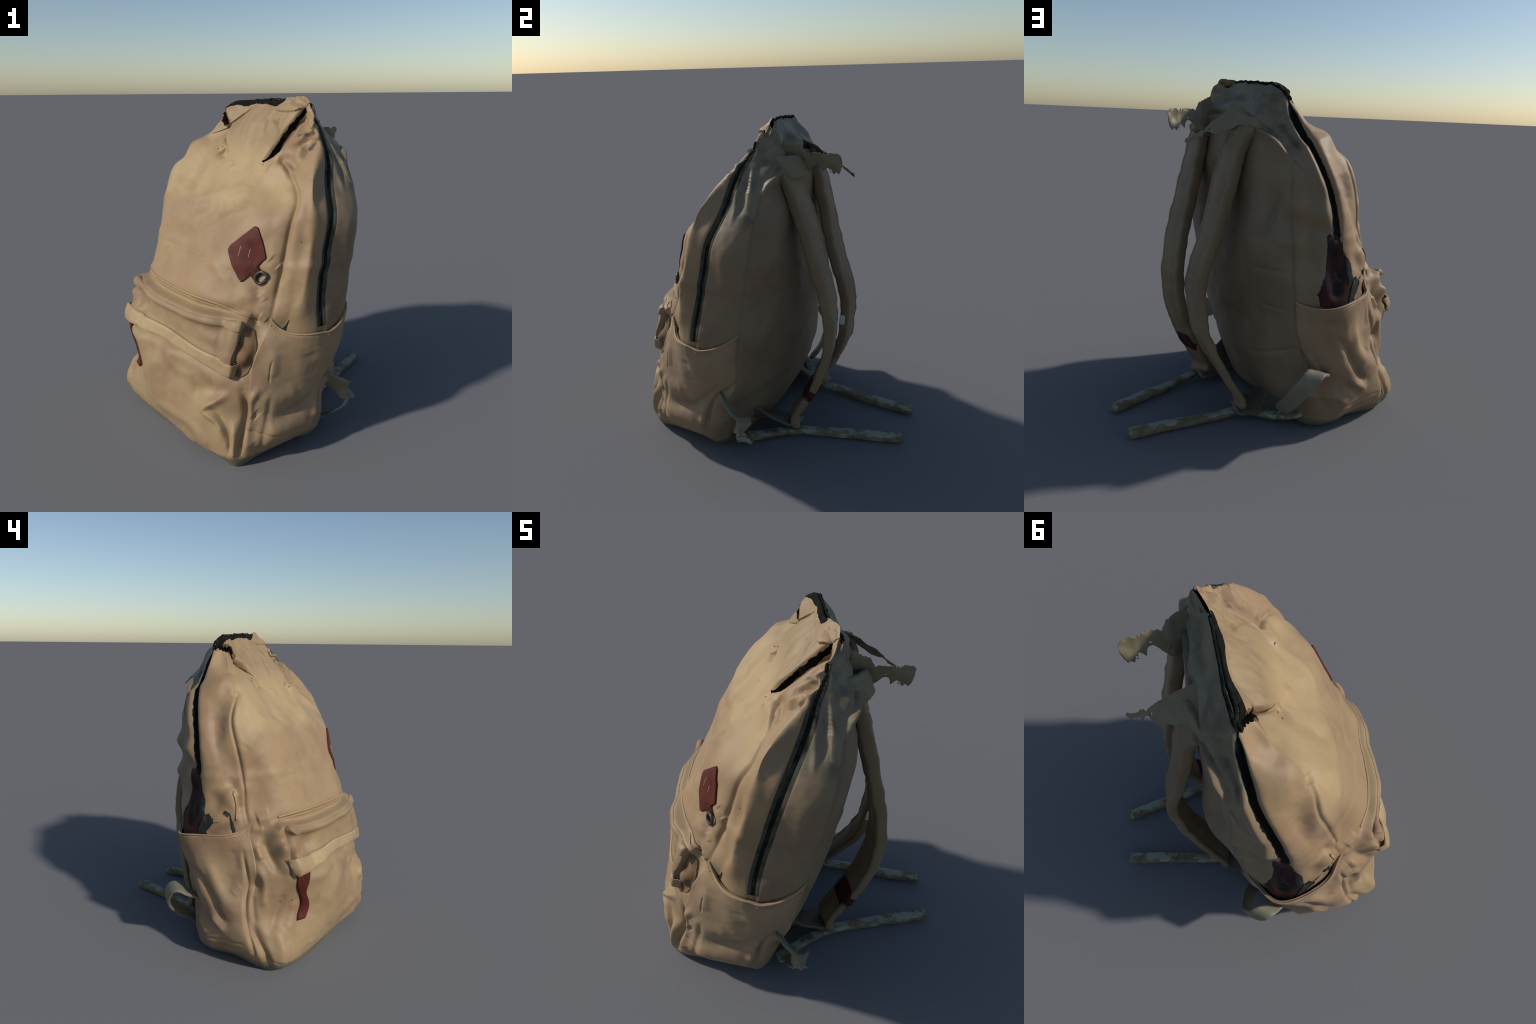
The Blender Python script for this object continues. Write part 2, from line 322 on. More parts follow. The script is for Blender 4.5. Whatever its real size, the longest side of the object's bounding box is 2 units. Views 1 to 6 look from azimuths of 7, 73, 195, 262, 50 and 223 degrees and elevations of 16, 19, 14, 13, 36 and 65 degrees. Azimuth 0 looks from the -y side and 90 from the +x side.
# --- zippers sit in grooves; the left one gapes
ZIP_R = [(4.04, 3.5), (4.03, 3.9), (3.97, 4.8), (3.95, 5.7), (4.02, 6.4), (4.11, 7.0), (4.15, 7.7), (4.06, 8.25), (3.9, 8.75), (3.7, 9.1)]
ZIP_L = [(10.06, 5.32), (9.98, 5.6), (9.87, 6.15), (9.8, 7.0), (9.78, 8.0), (9.68, 8.7), (9.65, 9.3), (9.85, 9.8)]
fold(skin, ZIP_R, -.010, .028, sharp=3)
fold(skin, [(2.62, 3.12), (2.66, 2.6)], -.006, .006)
fold(skin, ZIP_L, -.034, .022)
fold(skin, [(u - .22, v) for u, v in ZIP_L], .010, .03)
fold(skin, [(u + .25, v) for u, v in ZIP_L], .006, .03)

# ragged rim on the top ridge
ridge = smooth(VV, 9.5, 10.0)
L[..., 2] += ridge * (.006 * vnoise(L, 28, 5) - .003 + .006 * vnoise(L, 60, 6))
for u0, wd, dz in ((0.0, .7, -.012), (.72, .25, -.022), (1.35, .3, .004), (7.1, 1.2, -.004), (12.8, .5, -.01), (5.7, .35, -.03)):
    du = (UU - u0 + NMER / 2) % NMER - NMER / 2
    L[..., 2] += ridge * dz * np.exp(-(du / wd) ** 2)
L[..., 2] = np.minimum(L[..., 2], 1.9995)

SKIN = L + N0 * skin[..., None]

# the body behind pocket mouths, flap and burn hole lies deeper than the cloth laid over it
RIM_R = [(1.97, 4.14), (2.35, 3.92), (3.1, 3.81), (3.9, 3.77), (4.25, 3.74), (4.6, 3.86), (4.85, 4.05), (4.98, 4.16)]
RIM_L = [(9.0, 3.98), (9.3, 3.90), (9.65, 3.90), (10.1, 3.98), (10.5, 4.04), (11.15, 4.08), (11.67, 4.13), (12.03, 4.23)]
HEM_LOW = [(12.63, 3.05), (13.0, 3.05), (13.7, 3.08), (14.25, 3.05), (14.75, 2.97), (15.25, 2.83), (15.64, 2.74)]
HEM_TOP = [(12.58, 3.40), (13.0, 3.40), (13.7, 3.42), (14.25, 3.38), (14.75, 3.27), (15.25, 3.16), (15.67, 3.06)]

inset = np.zeros((NV, NU))


def at(path, u):
    P = curve(path, 200)
    return np.interp(u, P[:, 0], P[:, 1])


def mouth(path, depth, below, above):
    u0, u1 = path[0][0], path[-1][0]
    for off in (0, NMER, -NMER):
        U = UU + off
        ok = (U > u0) & (U < u1)
        edge = np.minimum(1, 6 * np.minimum(U - u0, u1 - U) / (u1 - u0))
        dv = VV - at(path, U)
        g = np.where(dv < 0, smooth(-dv, below, below * .6), np.exp(-(dv / above) ** 2))
        inset[ok] -= (depth * g * edge)[ok]


mouth(RIM_R, .020, 1.2, .5)
mouth(RIM_L, .026, 1.2, .5)


def under(path_lo, path_hi, depth, below):
    u0, u1 = path_lo[0][0], path_lo[-1][0]
    for off in (0, NMER, -NMER):
        U = UU + off
        ok = (U > u0 - .3) & (U < u1 + .3)
        edge = smooth(U, u0 - .25, u0 + .05) * smooth(-U, -u1 - .25, -u1 + .05)
        lo, hi = at(path_lo, U), at(path_hi, U)
        g = np.where(VV > lo, smooth(-VV, -hi, -hi + .5), np.exp(-((VV - lo) / below) ** 2))
        inset[ok] -= (depth * g * edge)[ok]


under(HEM_LOW, CREST, .010, .10)
fold(skin, [(u, v - .22) for u, v in HEM_LOW], .014, .045)
for path, dep, wd in (([(1.78, 3.85), (1.9, 3.5), (1.9, 3.1), (1.8, 2.8)], -.016, .030), ([(12.3, 3.9), (12.32, 3.5), (12.42, 3.1)], -.022, .028),
                      ([(9.95, 5.15), (10.0, 4.6), (10.05, 4.1)], -.03, .06)):
    fold(inset, path, dep, wd)
fold(inset, [(2.02, 3.9), (2.1, 3.4), (2.0, 2.8)], .008, .02)

CORE = L + N0 * (skin + inset)[..., None]

# ---------------------------------------------------------------- materials
MAT = {}


def srgb(r, g, b):
    return tuple((c / 255 / 12.92 if c / 255 < .04045 else ((c / 255 + .055) / 1.055) ** 2.4) for c in (r, g, b)) + (1,)


class Nodes:
    def __init__(self, name, rough=.9):
        m = bpy.data.materials.new(name)
        m.use_nodes = True
        self.t = m.node_tree
        self.m = m
        self.bsdf = self.t.nodes['Principled BSDF']
        self.bsdf.inputs['Roughness'].default_value = rough
        self.bsdf.inputs['Specular IOR Level'].default_value = .25
        self.pos = self.t.nodes.new('ShaderNodeTexCoord').outputs['Object']
        MAT[name] = m

    def link(self, a, b):
        self.t.links.new(a, b)

    def noise(self, scale, detail=4, rough=.55, stretch=None, warp=0):
        n = self.t.nodes.new('ShaderNodeTexNoise')
        n.inputs['Scale'].default_value = scale
        n.inputs['Detail'].default_value = detail
        n.inputs['Roughness'].default_value = rough
        n.inputs['Distortion'].default_value = warp
        src = self.pos
        if stretch:
            mp = self.t.nodes.new('ShaderNodeMapping')
            mp.inputs['Scale'].default_value = stretch[:3]
            if len(stretch) > 3:
                mp.inputs['Rotation'].default_value = (0, 0, 0)
                mp.inputs['Location'].default_value = (stretch[3],) * 3
            self.link(src, mp.inputs[0])
            src = mp.outputs[0]
        self.link(src, n.inputs['Vector'])
        return n.outputs['Fac']

    def ramp(self, x, lo, hi):
        n = self.t.nodes.new('ShaderNodeMapRange')
        n.interpolation_type = 'SMOOTHSTEP'
        n.inputs['From Min'].default_value = lo
        n.inputs['From Max'].default_value = hi
        self.link(x, n.inputs['Value'])
        return n.outputs['Result']

    def math(self, op, a, b=None):
        n = self.t.nodes.new('ShaderNodeMath')
        n.operation = op
        for s, v in ((0, a), (1, b)):
            if v is None:
                continue
            if isinstance(v, (int, float)):
                n.inputs[s].default_value = v
            else:
                self.link(v, n.inputs[s])
        return n.outputs[0]

    def mix(self, fac, a, b):
        n = self.t.nodes.new('ShaderNodeMix')
        n.data_type = 'RGBA'
        if isinstance(fac, (int, float)):
            n.inputs[0].default_value = fac
        else:
            self.link(fac, n.inputs[0])
        for s, v in ((6, a), (7, b)):
            if isinstance(v, tuple):
                n.inputs[s].default_value = v
            else:
                self.link(v, n.inputs[s])
        return n.outputs[2]

    def axis(self, k):
        n = self.t.nodes.new('ShaderNodeSeparateXYZ')
        self.link(self.pos, n.inputs[0])
        return n.outputs[k]

    def stroke(self, p, q, r0, r1, wobble=0):
        """1 inside a capsule from p to q given as (a, b, z), fading from r0 to r1"""
        p, q = np.array([p[0], -p[1], p[2]]), np.array([q[0], -q[1], q[2]])
        e = q - p
        vm = lambda op: self.t.nodes.new('ShaderNodeVectorMath')
        s = vm(0); s.operation = 'SUBTRACT'; self.link(self.pos, s.inputs[0]); s.inputs[1].default_value = tuple(p)
        d = vm(0); d.operation = 'DOT_PRODUCT'; self.link(s.outputs[0], d.inputs[0]); d.inputs[1].default_value = tuple(e / max(e @ e, 1e-9))
        c = self.t.nodes.new('ShaderNodeClamp'); self.link(d.outputs['Value'], c.inputs[0])
        k = vm(0); k.operation = 'SCALE'; k.inputs[0].default_value = tuple(e); self.link(c.outputs[0], k.inputs['Scale'])
        g = vm(0); g.operation = 'DISTANCE'; self.link(s.outputs[0], g.inputs[0]); self.link(k.outputs[0], g.inputs[1])
        x = g.outputs['Value']
        if wobble:
            x = self.math('ADD', x, self.math('MULTIPLY', self.math('SUBTRACT', self.noise(22, 5, .65), .5), wobble))
        return self.ramp(x, r1, r0)

    def done(self, col, bump_scale=0, bump=0.0, rough=None):
        self.link(col, self.bsdf.inputs['Base Color']) if not isinstance(col, tuple) else setattr(self.bsdf.inputs['Base Color'], 'default_value', col)
        if bump:
            b = self.t.nodes.new('ShaderNodeBump')
            b.inputs['Strength'].default_value = bump
            b.inputs['Distance'].default_value = .002
            self.link(self.noise(bump_scale, 5, .7), b.inputs['Height'])
            self.link(b.outputs[0], self.bsdf.inputs['Normal'])
        return self.m


TAN, PINK, KHAKI, OLIVE = srgb(180, 152, 115), srgb(170, 140, 107), srgb(194, 168, 126), srgb(160, 136, 100)
GRAY, GRAYD, BROWN = srgb(154, 141, 116), srgb(122, 112, 92), srgb(128, 98, 70)
SOIL = srgb(104, 94, 72)


def canvas(name, base=TAN, warm=PINK, light=KHAKI, dull=OLIVE, extra=None, soil=False, rough=.52, tone=(.72, .69, .67)):
    k = Nodes(name, rough)
    k.bsdf.inputs['Sheen Weight'].default_value = .05
    k.bsdf.inputs['Specular IOR Level'].default_value = .32
    c = k.mix(k.ramp(k.noise(3.2, 3), .42, .66), base, warm)
    c = k.mix(k.math('MULTIPLY', k.ramp(k.noise(4.6, 3, .5, (1, 1, .8, 3.1)), .48, .76), .5), c, light)
    c = k.mix(k.math('MULTIPLY', k.ramp(k.noise(6.0, 4, .6, (1, 1, 1, 7.7)), .52, .78), .5), c, dull)
    c = k.mix(k.math('MULTIPLY', k.ramp(k.noise(60, 6, .7), .35, .75), .22), c, k.mix(.5, c, dull))
    c = k.mix(k.math('MULTIPLY', k.ramp(k.noise(26, 5, .65, (1, 1, 1, 1.7)), .48, .70), .30), c, k.mix(.5, c, srgb(196, 152, 124)))
    c = k.mix(k.math('MULTIPLY', k.ramp(k.noise(34, 5, .65, (1, 1, 1, 9.1)), .48, .70), .35), c, k.mix(.5, c, srgb(150, 138, 96)))
    if extra:
        c = extra(k, c)
    tn = k.t.nodes.new('ShaderNodeMix')
    tn.data_type = 'RGBA'
    tn.blend_type = 'MULTIPLY'
    tn.inputs[0].default_value = 1
    k.link(c, tn.inputs[6])
    tn.inputs[7].default_value = tone + (1,)
    c = tn.outputs[2]
    if soil:
        m = k.ramp(k.math('ADD', k.axis(2), k.math('MULTIPLY', k.math('SUBTRACT', k.noise(26, 5, .7), .5), .07)), .088, .056)
        c = k.mix(m, c, SOIL)
        m2 = k.math('MULTIPLY', m, k.ramp(k.noise(70, 3), .66, .72))
        c = k.mix(m2, c, srgb(140, 140, 130))
    return k.done(c, 420, .25)


def front_extra(k, c):
    up = k.ramp(k.math('ADD', k.axis(2), k.math('MULTIPLY', k.math('SUBTRACT', k.noise(5, 4), .5), .25)), 1.36, 1.50)  # upper front tinted paler: sun highlight baked into the cloth colour
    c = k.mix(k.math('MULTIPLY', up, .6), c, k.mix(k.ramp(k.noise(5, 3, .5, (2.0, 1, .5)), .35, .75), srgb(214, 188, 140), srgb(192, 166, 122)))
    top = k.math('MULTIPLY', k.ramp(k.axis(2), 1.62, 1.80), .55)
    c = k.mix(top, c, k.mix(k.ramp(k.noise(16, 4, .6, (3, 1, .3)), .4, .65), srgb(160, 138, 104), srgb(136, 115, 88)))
    for p, q, r0, r1, col, a in [((.40, .02, 1.655), (.47, .035, 1.62), .02, .06, BROWN, .75), ((-.06, .12, 1.69), (-.02, .14, 1.665), .015, .045, BROWN, .6),
                                 ((.28, .10, 1.655), (.31, .09, 1.63), .008, .03, srgb(205, 180, 145), .8), ((.20, .33, 1.42), (.27, .29, 1.49), .015, .05, srgb(206, 178, 143), .6),
                                 ((.16, .33, 1.40), (.26, .32, 1.42), .01, .035, srgb(152, 126, 102), .6), ((.16, -.04, 1.8), (.14, -.09, 1.87), .004, .02, BROWN, .5),
                                 ((.27, -.07, 1.80), (.22, -.08, 1.86), .004, .025, BROWN, .5), ((-.09, .5, .95), (-.4, .43, .93), .0, .05, OLIVE, .6)]:
        c = k.mix(k.math('MULTIPLY', k.stroke(p, q, r0, r1, .03), a), c, col)
    return c


def side_extra(k, c):
    # stretched pale and dark stripes near the right shoulder, dim brown patches above the left pocket
    for p, q, r0, r1, col, a in [((.46, -.02, 1.69), (.52, -.08, 1.76), .006, .02, srgb(196, 172, 132), .8), ((.40, -.09, 1.78), (.47, -.12, 1.80), .004, .022, srgb(58, 52, 44), .8),
                                 ((.52, -.06, 1.72), (.55, -.10, 1.78), .004, .018, srgb(70, 64, 54), .8), ((.40, -.15, 1.86), (.46, -.17, 1.84), .006, .018, srgb(60, 56, 50), .7),
                                 ((.67, .03, 1.50), (.62, -.02, 1.64), .01, .05, GRAY, .6), 
                                 ((-.58, .13, 1.60), (-.50, .06, 1.72), .02, .09, OLIVE, .7), ((-.62, .20, 1.05), (-.60, .22, 1.0), .0, .07, BROWN, .5), ((-.55, .30, 1.05), (-.56, .32, .93), .0, .03, BROWN, .6),
                                 ((-.57, .12, 1.36), (-.55, .16, 1.5), .02, .1, srgb(172, 138, 114), .5), ((-.64, .15, .86), (-.60, .28, .88), .01, .05, srgb(108, 90, 74), .6)]:
        c = k.mix(k.math('MULTIPLY', k.stroke(p, q, r0, r1, .03), a), c, col)
    return c


def gusset_extra(k, c):
    w = k.math('MULTIPLY', k.math('SUBTRACT', k.noise(18, 4), .5), .06)
    left = k.ramp(k.axis(0), -.2, -.45)
    z0 = k.math('ADD', k.axis(2), w)
    g = k.mix(left, k.ramp(z0, 1.46, 1.53), k.ramp(z0, 1.62, 1.74))
    c = k.mix(g, c, k.mix(k.ramp(k.noise(9, 4), .4, .68), GRAY, GRAYD))
    for p, q, r0, r1, col, a in [((.55, -.185, 1.78), (.60, -.197, 1.71), .004, .016, srgb(188, 164, 124), .95), ((.60, -.197, 1.71), (.685, -.21, 1.55), .006, .016, srgb(188, 164, 124), .95),
                                 ((.64, -.115, 1.66), (.725, -.128, 1.51), .004, .018, srgb(150, 134, 104), .8), 
                                 
                                 ((.02, -.22, 1.90), (.2, -.24, 1.88), .0, .05, srgb(60, 60, 60), .6), ((-.34, -.16, 1.75), (-.5, -.09, 1.58), .0, .03, srgb(52, 50, 46), .7)]:
        c = k.mix(k.math('MULTIPLY', k.stroke(p, q, r0, r1, .02), a), c, col)
    return c


def back_extra(k, c):
    c = k.mix(k.math('MULTIPLY', k.ramp(k.noise(2.6, 3, .5, (1, 1, .6, 4)), .45, .7), .6), c, srgb(132, 110, 88))
    return c


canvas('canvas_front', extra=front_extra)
canvas('canvas_pocket', base=srgb(178, 154, 116), warm=srgb(164, 136, 104), soil=True)
canvas('canvas_flap', base=srgb(172, 148, 112), warm=srgb(160, 132, 102))
canvas('canvas_hem', base=srgb(196, 174, 132), warm=srgb(180, 154, 116), light=srgb(204, 182, 138))
canvas('canvas_edge', base=srgb(190, 164, 126), warm=srgb(170, 142, 110))
canvas('canvas_side', extra=side_extra, soil=True)
canvas('canvas_side_pocket', base=srgb(174, 148, 116), warm=srgb(160, 130, 104), soil=True)
canvas('canvas_back', base=srgb(150, 132, 108), warm=srgb(142, 118, 96), light=srgb(156, 138, 110), dull=srgb(132, 116, 92), extra=back_extra, soil=True, tone=(0.72, 0.69, 0.65))
canvas('canvas_gusset', base=srgb(160, 138, 110), warm=srgb(152, 126, 102), light=srgb(164, 146, 112), dull=srgb(140, 124, 96), extra=gusset_extra, soil=True, tone=(0.66, 0.65, 0.63))
canvas('canvas_base', base=SOIL, warm=srgb(92, 84, 66), light=srgb(120, 108, 84), dull=srgb(80, 74, 60), tone=(0.8, 0.8, 0.8))
canvas('canvas_strap', base=srgb(150, 134, 110), warm=srgb(142, 122, 100), light=srgb(156, 142, 116), dull=srgb(132, 118, 98), tone=(0.7, 0.64, 0.56))
canvas('canvas_gray', base=srgb(144, 134, 110), warm=srgb(148, 132, 106), light=srgb(160, 148, 120), dull=srgb(122, 114, 94), tone=(0.72, 0.71, 0.66))
canvas('webbing_grey', base=srgb(132, 130, 112), warm=srgb(138, 126, 104), light=srgb(150, 144, 122), dull=srgb(112, 110, 94), tone=(0.72, 0.72, 0.7))
canvas('webbing_dark', base=srgb(96, 90, 76), warm=srgb(88, 80, 66), light=srgb(108, 104, 88), dull=srgb(70, 66, 56), tone=(0.8, 0.8, 0.8))

k = Nodes('webbing', .85)
c = k.mix(k.ramp(k.noise(14, 5, .6), .4, .65), srgb(124, 114, 86), srgb(98, 90, 68))
patch_noise = k.math('ADD', k.noise(15, 7, .72, (1, .5, 1, 2.0)), k.math('MULTIPLY', k.ramp(k.axis(2), .035, .055), .12))
c = k.mix(k.math('MULTIPLY', k.ramp(patch_noise, .60, .62), .85), c, srgb(146, 150, 136))
k.done(c, 160, .4)

k = Nodes('leather', .6)
c = k.mix(k.ramp(k.noise(10, 4), .4, .65), srgb(86, 37, 26), srgb(70, 28, 20))
k.done(k.mix(k.math('MULTIPLY', k.ramp(k.noise(16, 4, .6, (1, 1, 1, 5)), .55, .7), .5), c, srgb(94, 42, 30)), 200, .2)
k = Nodes('red_tape', .8)
k.done(k.mix(k.noise(20), srgb(72, 24, 22), srgb(56, 18, 18)))
k = Nodes('slot', .8)
k.done(k.mix(k.ramp(k.axis(0), .40, .46), srgb(150, 122, 62), srgb(150, 124, 116)))
k = Nodes('dark_metal', .35)
k.bsdf.inputs['Metallic'].default_value = .5
k.done(k.mix(k.noise(30), srgb(62, 62, 60), srgb(88, 88, 84)))
k = Nodes('zip_black', .95)
k.bsdf.inputs['Specular IOR Level'].default_value = .05
k.done(k.mix(k.ramp(k.noise(30, 4), .45, .75), srgb(26, 27, 24), srgb(42, 42, 37)), 200, .3)
k = Nodes('zip_tape', .95)
k.bsdf.inputs['Specular IOR Level'].default_value = .08
k.done(k.mix(k.ramp(k.noise(16, 4), .4, .7), srgb(78, 76, 64), srgb(56, 56, 50)), 300, .3)
k = Nodes('slit_dark', 1.0)
k.bsdf.inputs['Specular IOR Level'].default_value = .0
k.done(k.mix(k.ramp(k.noise(14, 4), .55, .75), srgb(14, 12, 11), srgb(40, 34, 28)))
k = Nodes('lining_brown', .9)
k.done(k.mix(k.ramp(k.noise(22, 4), .4, .7), srgb(112, 86, 60), srgb(78, 60, 44)))
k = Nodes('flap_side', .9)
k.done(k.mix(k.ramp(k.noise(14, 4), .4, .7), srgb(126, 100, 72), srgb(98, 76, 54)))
k = Nodes('burnt', .75)
c = k.mix(k.ramp(k.noise(9, 5, .6, (1, 1, .5)), .40, .56), srgb(28, 25, 26), srgb(66, 30, 24))
c = k.mix(k.ramp(k.noise(20, 5, .65, (1, 1, .6, 3)), .58, .68), c, srgb(92, 54, 40))
edge = k.stroke((-.56, -.085, .78), (-.60, -.04, 1.0), .03, .065, .03)
k.done(k.mix(edge, c, srgb(30, 32, 36)), 60, .5)
k = Nodes('char', .8)
k.done(k.mix(k.ramp(k.noise(26, 4), .5, .75), srgb(34, 35, 36), srgb(64, 62, 56)), 80, .4)
k = Nodes('thread', .9)
k.done(srgb(140, 118, 88))
k = Nodes('pale_tag', .6)
k.done(srgb(186, 188, 180))


# ---------------------------------------------------------------- scene helpers
root = bpy.data.objects.new('backpack', None)
root.empty_display_size = .2
root.rotation_euler = (0, 0, math.atan2(-.676, .737))
bpy.context.scene.collection.objects.link(root)
root['label'] = 'worn tan canvas backpack with zippers, straps and leather patch'
root['category'] = 'backpack'


def add_mesh(name, V, F, mat, parent=root, smooth_angle=None, vnormals=None, stuff=False):
    V = np.ascontiguousarray(V, np.float32)
    me = bpy.data.meshes.new(name)
    if isinstance(F, np.ndarray):
        nf, k = F.shape
        me.vertices.add(len(V))
        me.vertices.foreach_set('co', V.ravel())
        me.loops.add(nf * k)
        me.loops.foreach_set('vertex_index', np.ascontiguousarray(F, np.int32).ravel())
        me.polygons.add(nf)
        me.polygons.foreach_set('loop_start', np.arange(0, nf * k, k, dtype=np.int32))
        me.polygons.foreach_set('loop_total', np.full(nf, k, np.int32))
        me.update(calc_edges=True)
        me.validate()
    else:
        me.from_pydata([tuple(v) for v in V.tolist()], [], F)
        me.update()
    me.polygons.foreach_set('use_smooth', np.ones(len(me.polygons), bool))
    if smooth_angle:
        me.set_sharp_from_angle(angle=math.radians(smooth_angle))
    if vnormals is not None:
        me.normals_split_custom_set_from_vertices([tuple(n) for n in vnormals.tolist()])
    me.materials.append(mat)
    ob = bpy.data.objects.new(name, me)
    bpy.context.scene.collection.objects.link(ob)
    ob.parent = parent
    if stuff:
        ob['kind'] = 'stuff'
    return ob


def grid_faces(n, m, wrap=False):
    """quads of an n x m vertex grid"""
    i, j = np.meshgrid(np.arange(n - 1), np.arange(m if wrap else m - 1), indexing='ij')
    j2 = (j + 1) % m
    return np.stack([i * m + j, i * m + j2, (i + 1) * m + j2, (i + 1) * m + j], -1).reshape(-1, 4)


def closed_shell(outer, inner):
    """solid from two matching vertex grids (n, m, 3): outer faces out, inner faces in, rim closed"""
    n, m = outer.shape[:2]
    V = np.concatenate([outer.reshape(-1, 3), inner.reshape(-1, 3)])
    q = grid_faces(n, m)
    k = n * m
    idx = np.arange(k).reshape(n, m)
    ring = np.r_[idx[0, :-1], idx[:-1, -1], idx[-1, :0:-1], idx[:0:-1, 0]]
    r2 = np.roll(ring, -1)
    side = np.stack([ring, ring + k, r2 + k, r2], 1)
    return V, np.concatenate([q, q[:, ::-1] + k, side])


def laid(uv, lift, P=None):
    """points at height lift over the cloth"""
    P = SKIN if P is None else P
    lift = np.asarray(lift, float)
    return sample(P, uv) + sample(NS, uv) * (lift[..., None] if lift.ndim else lift)


def trim(name, edge_a, edge_b, mat, thick=.006, lift=.002, n=60, m=10, ragged=0.0, seed=0, parent=root, P=None, bulge=0.0, stuff=False, rise=None, roll=1.5):
    """a sewn-on piece of cloth between two edges drawn on the skin"""
    A, B = curve(edge_a, n), curve(edge_b, n)
    t = np.linspace(0, 1, m)[None, :, None]
    uv = A[:, None] * (1 - t) + B[:, None] * t
    if ragged:
        w = np.abs(t - .5) * 2
        d = (B - A) / (np.linalg.norm(B - A, axis=1, keepdims=True) + 1e-6)
        r = np.random.default_rng(seed)
        ja, jb = (np.convolve(r.normal(0, 1.6, n + 10), np.hanning(9) / 4, 'same')[5:-5] + r.normal(0, .3, n) for _ in (0, 1))
        uv = uv + (np.where(t < .5, ja[:, None, None], jb[:, None, None]) * w ** 3 * ragged) * d[:, None]
    tt = np.linspace(0, 1, m)[None, :] * np.ones((n, 1))
    ss = np.linspace(0, 1, n)[:, None] * np.ones((1, m))
    e = np.minimum(np.minimum(tt, 1 - tt) * (m - 1), np.minimum(ss, 1 - ss) * (n - 1))
    h = lift + thick * np.sqrt(np.clip(e / roll, 0, 1)) + bulge * 4 * tt * (1 - tt)
    if rise is not None:
        h = h + rise(ss, tt)
    outer, inner = laid(uv, h, P), laid(uv, h - thick * .9 - .0008, P)
    V, F = closed_shell(outer, inner)
    c = np.cross(outer[1:, :-1] - outer[:-1, :-1], outer[:-1, 1:] - outer[:-1, :-1])
    if (c * sample(NS, uv)[:-1, :-1]).sum() < 0:
        F = F[:, ::-1]
    return add_mesh(name, V, F, mat, parent, 50, stuff=stuff)


def patch(name, outline, mat, thick=.008, lift=.001, round_=0, ragged=0.0, seed=0, parent=root, P=None, rings=14, per=10, dome=0.0):
    """a flat cut piece with a star-shaped outline laid on the skin"""
    O = np.array(outline, float)
    r = np.random.default_rng(seed)
    n = len(O)
    D = []
    for i in range(n):
        p, q = O[i], O[(i + 1) % n]
        for s in np.arange(per) / per:
            D.append(p + (q - p) * s)
    D = np.array(D)
    for _ in range(round_):
        D = (np.roll(D, 1, 0) + 2 * D + np.roll(D, -1, 0)) / 4
    c = D.mean(0)
    if ragged:
        j = r.normal(0, 1, len(D))
        j = (np.roll(j, 1) + 2 * j) / 3 + .8 * np.repeat(r.normal(0, 1, len(D) // 4 + 1), 4)[:len(D)]
        D = c + (D - c) * (1 + ragged * j[:, None])
    s = np.linspace(0, 1, rings + 1)[1:]
    s = 1 - (1 - s) ** 1.3
    uv = c + (D - c)[None] * s[:, None, None]
    h = lift + thick * np.clip((1 - s) * 30, 0, 1) ** .5 + dome * (1 - s ** 2)
    V = np.concatenate([laid(c[None], np.array([lift + thick + dome]), P), laid(uv, h[:, None] * np.ones(len(D)), P).reshape(-1, 3), laid(D, -.004 * np.ones(len(D)), P)])
    m = len(D)
    F = [(0, 1 + j, 1 + (j + 1) % m) for j in range(m)]
    for i in range(rings):
        F += [(1 + i * m + j, 1 + (i + 1) * m + j, 1 + (i + 1) * m + (j + 1) % m, 1 + i * m + (j + 1) % m) for j in range(m)]
    a, b, d = V[0], V[1], V[2]
    if np.dot(np.cross(b - a, d - a), sample(NS, c[None])[0]) < 0:
        F = [f[::-1] for f in F]
    return add_mesh(name, V, F, mat, parent, 45)


